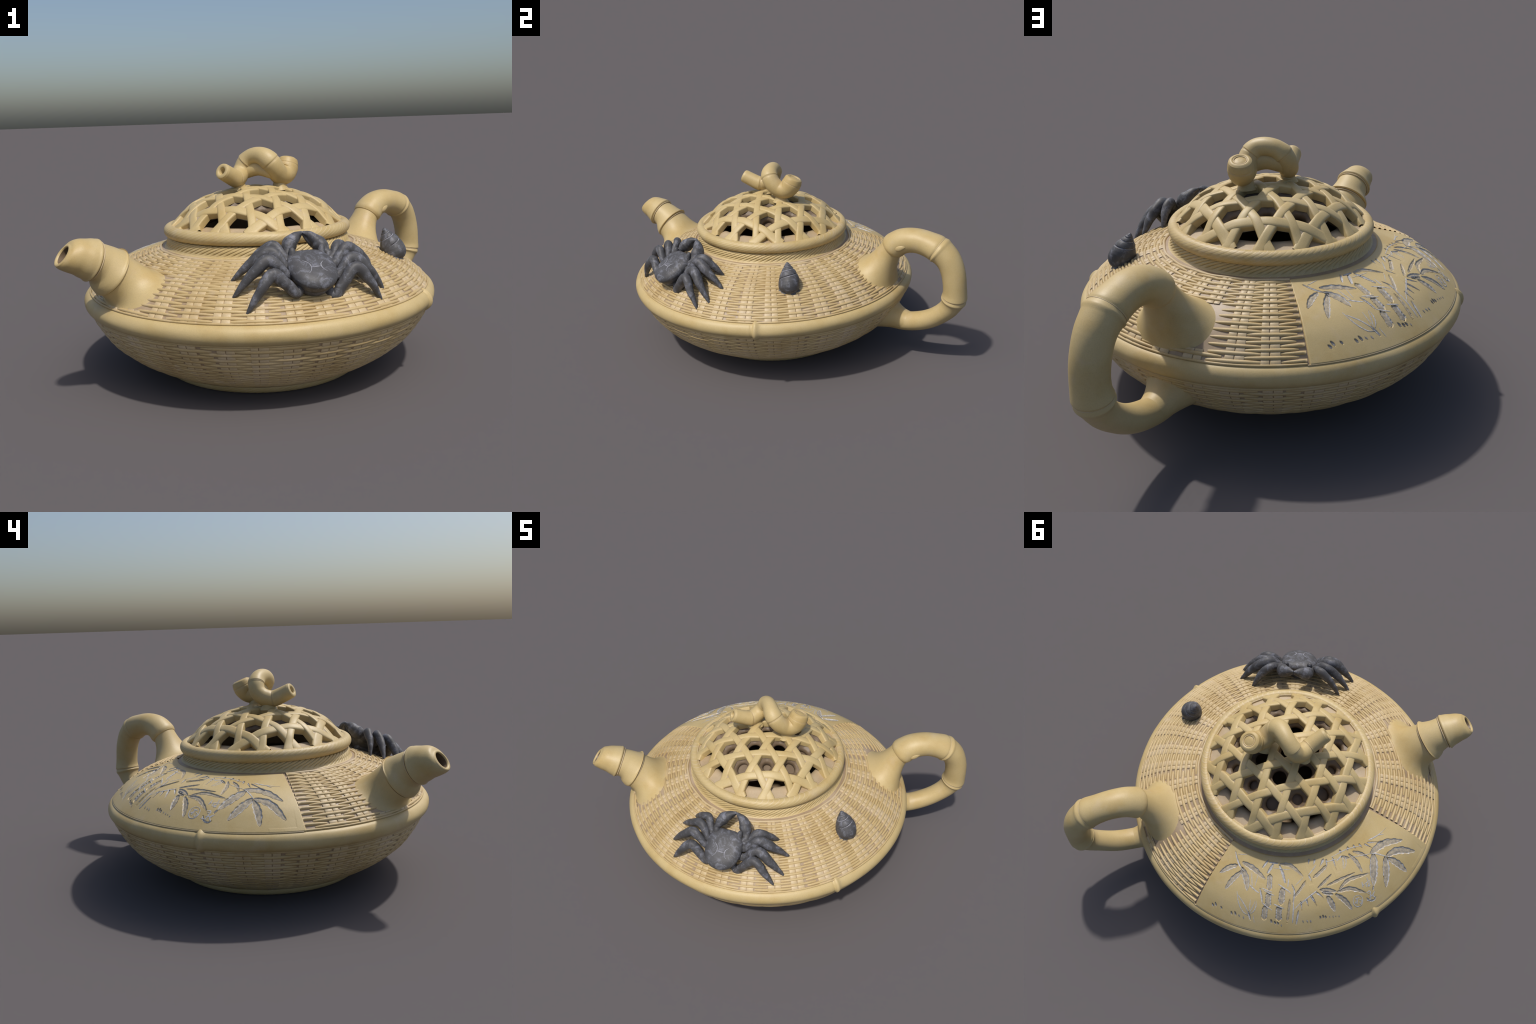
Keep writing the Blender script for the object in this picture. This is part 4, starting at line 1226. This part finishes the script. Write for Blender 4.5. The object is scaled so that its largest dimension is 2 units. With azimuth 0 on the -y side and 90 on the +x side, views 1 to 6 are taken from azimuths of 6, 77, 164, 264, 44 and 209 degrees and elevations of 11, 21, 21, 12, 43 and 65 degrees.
    # eye stalks
    for e, base in (((0.205, -0.716, 0.776), (-0.070, 0.082)), ((0.345, -0.647, 0.779), (0.074, 0.084))):
        e = np.array(e) + n * 0.004
        p0 = place(base[0], base[1], -0.035)
        path = spline([p0, (p0 + e) / 2 + n * 0.003, e], 16)
        eb = Buf()
        tube(eb, path, np.interp(np.linspace(0, 1, 16), [0, 0.4, 0.8, 1], [0.021, 0.0185, 0.0155, 0.0100]), 16, up=tuple(n), cap1=0.005)
        eb.make("eye", MAT_DARK, root)
MARK_PALE = plain("pale_score", (0.24, 0.24, 0.27), (0.42, 0.42, 0.46), 60.0)
crab()

# ------------------------------------------------------------------ snail
def snail():
    root = empty("snail", teapot)
    tip = np.array([0.681, -0.096, 0.770]); base = np.array([0.757, -0.100, 0.592])
    ax = tip - base; L = np.linalg.norm(ax); ax /= L
    u = np.array([0, 1, 0.0]); u -= ax * (u @ ax); u /= np.linalg.norm(u); v = np.cross(ax, u)
    nz_, na = 150, 72
    a = np.linspace(0, 2 * pi, na, endpoint=False)
    z = np.linspace(0, 1, nz_)
    env = np.interp(z, [0, 0.04, 0.10, 0.20, 0.30, 0.40, 0.50, 0.60, 0.70, 0.80, 0.90, 0.97, 1.0], [0.034, 0.047, 0.056, 0.062, 0.0650, 0.0650, 0.0605, 0.0530, 0.0430, 0.0310, 0.0180, 0.0085, 0.001])
    G = 0.56                                      # whorl height ratio per turn
    rows = []
    for i in range(nz_):
        ph = np.log(max(1.0 - z[i], 0.012)) / np.log(G) - np.mod(a - pi, 2 * pi) / (2 * pi) - 1.13
        fr = np.mod(ph, 1.0)
        d = np.minimum(fr, 1 - fr)
        groove = np.exp(-(d / 0.10) ** 2) * np.where(ph > 0.0, 1.0, 0.0)
        rr = env[i] * (1 + 0.13 * np.exp(-((z[i] - 0.20) / 0.16) ** 2) * np.cos(a - 3.6)) * (1 + 0.05 * np.sin(pi * fr) * (ph > 0)) * (1 - 0.11 * groove)
        rows.append(base + ax * L * z[i] + (rr * np.cos(a))[:, None] * u + (rr * np.sin(a))[:, None] * v)
    bb = Buf(); bb.grid(np.array(rows), close_v=True); bb.fan(rows[0], base); bb.fan(rows[-1], tip)
    sh = bb.make("shell", MAT_DARK, root)
    # chalk line along the suture
    turns = np.linspace(-0.15, 2.6, 160)
    C = []
    for q in turns:
        e_ = 1.13 + q
        zz = 1 - G ** e_
        ang = pi + 2 * pi * q
        rr = float(np.interp(zz, z, env)) * 0.895
        C.append(base + ax * L * zz + rr * cos(ang) * u + rr * sin(ang) * v)
    lb = Buf()
    tube(lb, np.array(C), np.interp(turns, [0, 0.3, 1.5, 2.6], [0.0016, 0.0028, 0.0018, 0.0008]), 8)
    lb.make("suture_line", MARK_PALE, root)
    # foot smear of dark clay
    fb = Buf()
    ph = np.linspace(0, 2 * pi, 40, endpoint=False)
    rows = []
    for f_, h in ((1.15, -0.012), (1.0, -0.003), (0.8, 0.004), (0.4, 0.012)):
        rad = 0.055 * f_ * (1 + 0.16 * np.sin(3 * ph + 1) + 0.10 * np.sin(7 * ph))
        rows.append(UP.pos(radians(-6.2) + rad * np.sin(ph) / 0.77, UP.s_of_r(0.775) - rad * np.cos(ph) * 0.85, h))
    fb.grid(np.array(rows), close_v=True)
    fb.make("foot", MAT_DARK, root)
snail()

# keep face orientation consistent
import bmesh
for o in bpy.data.objects:
    if o.type == 'MESH':
        bm = bmesh.new(); bm.from_mesh(o.data)
        bmesh.ops.recalc_face_normals(bm, faces=bm.faces)
        bm.to_mesh(o.data); bm.free()
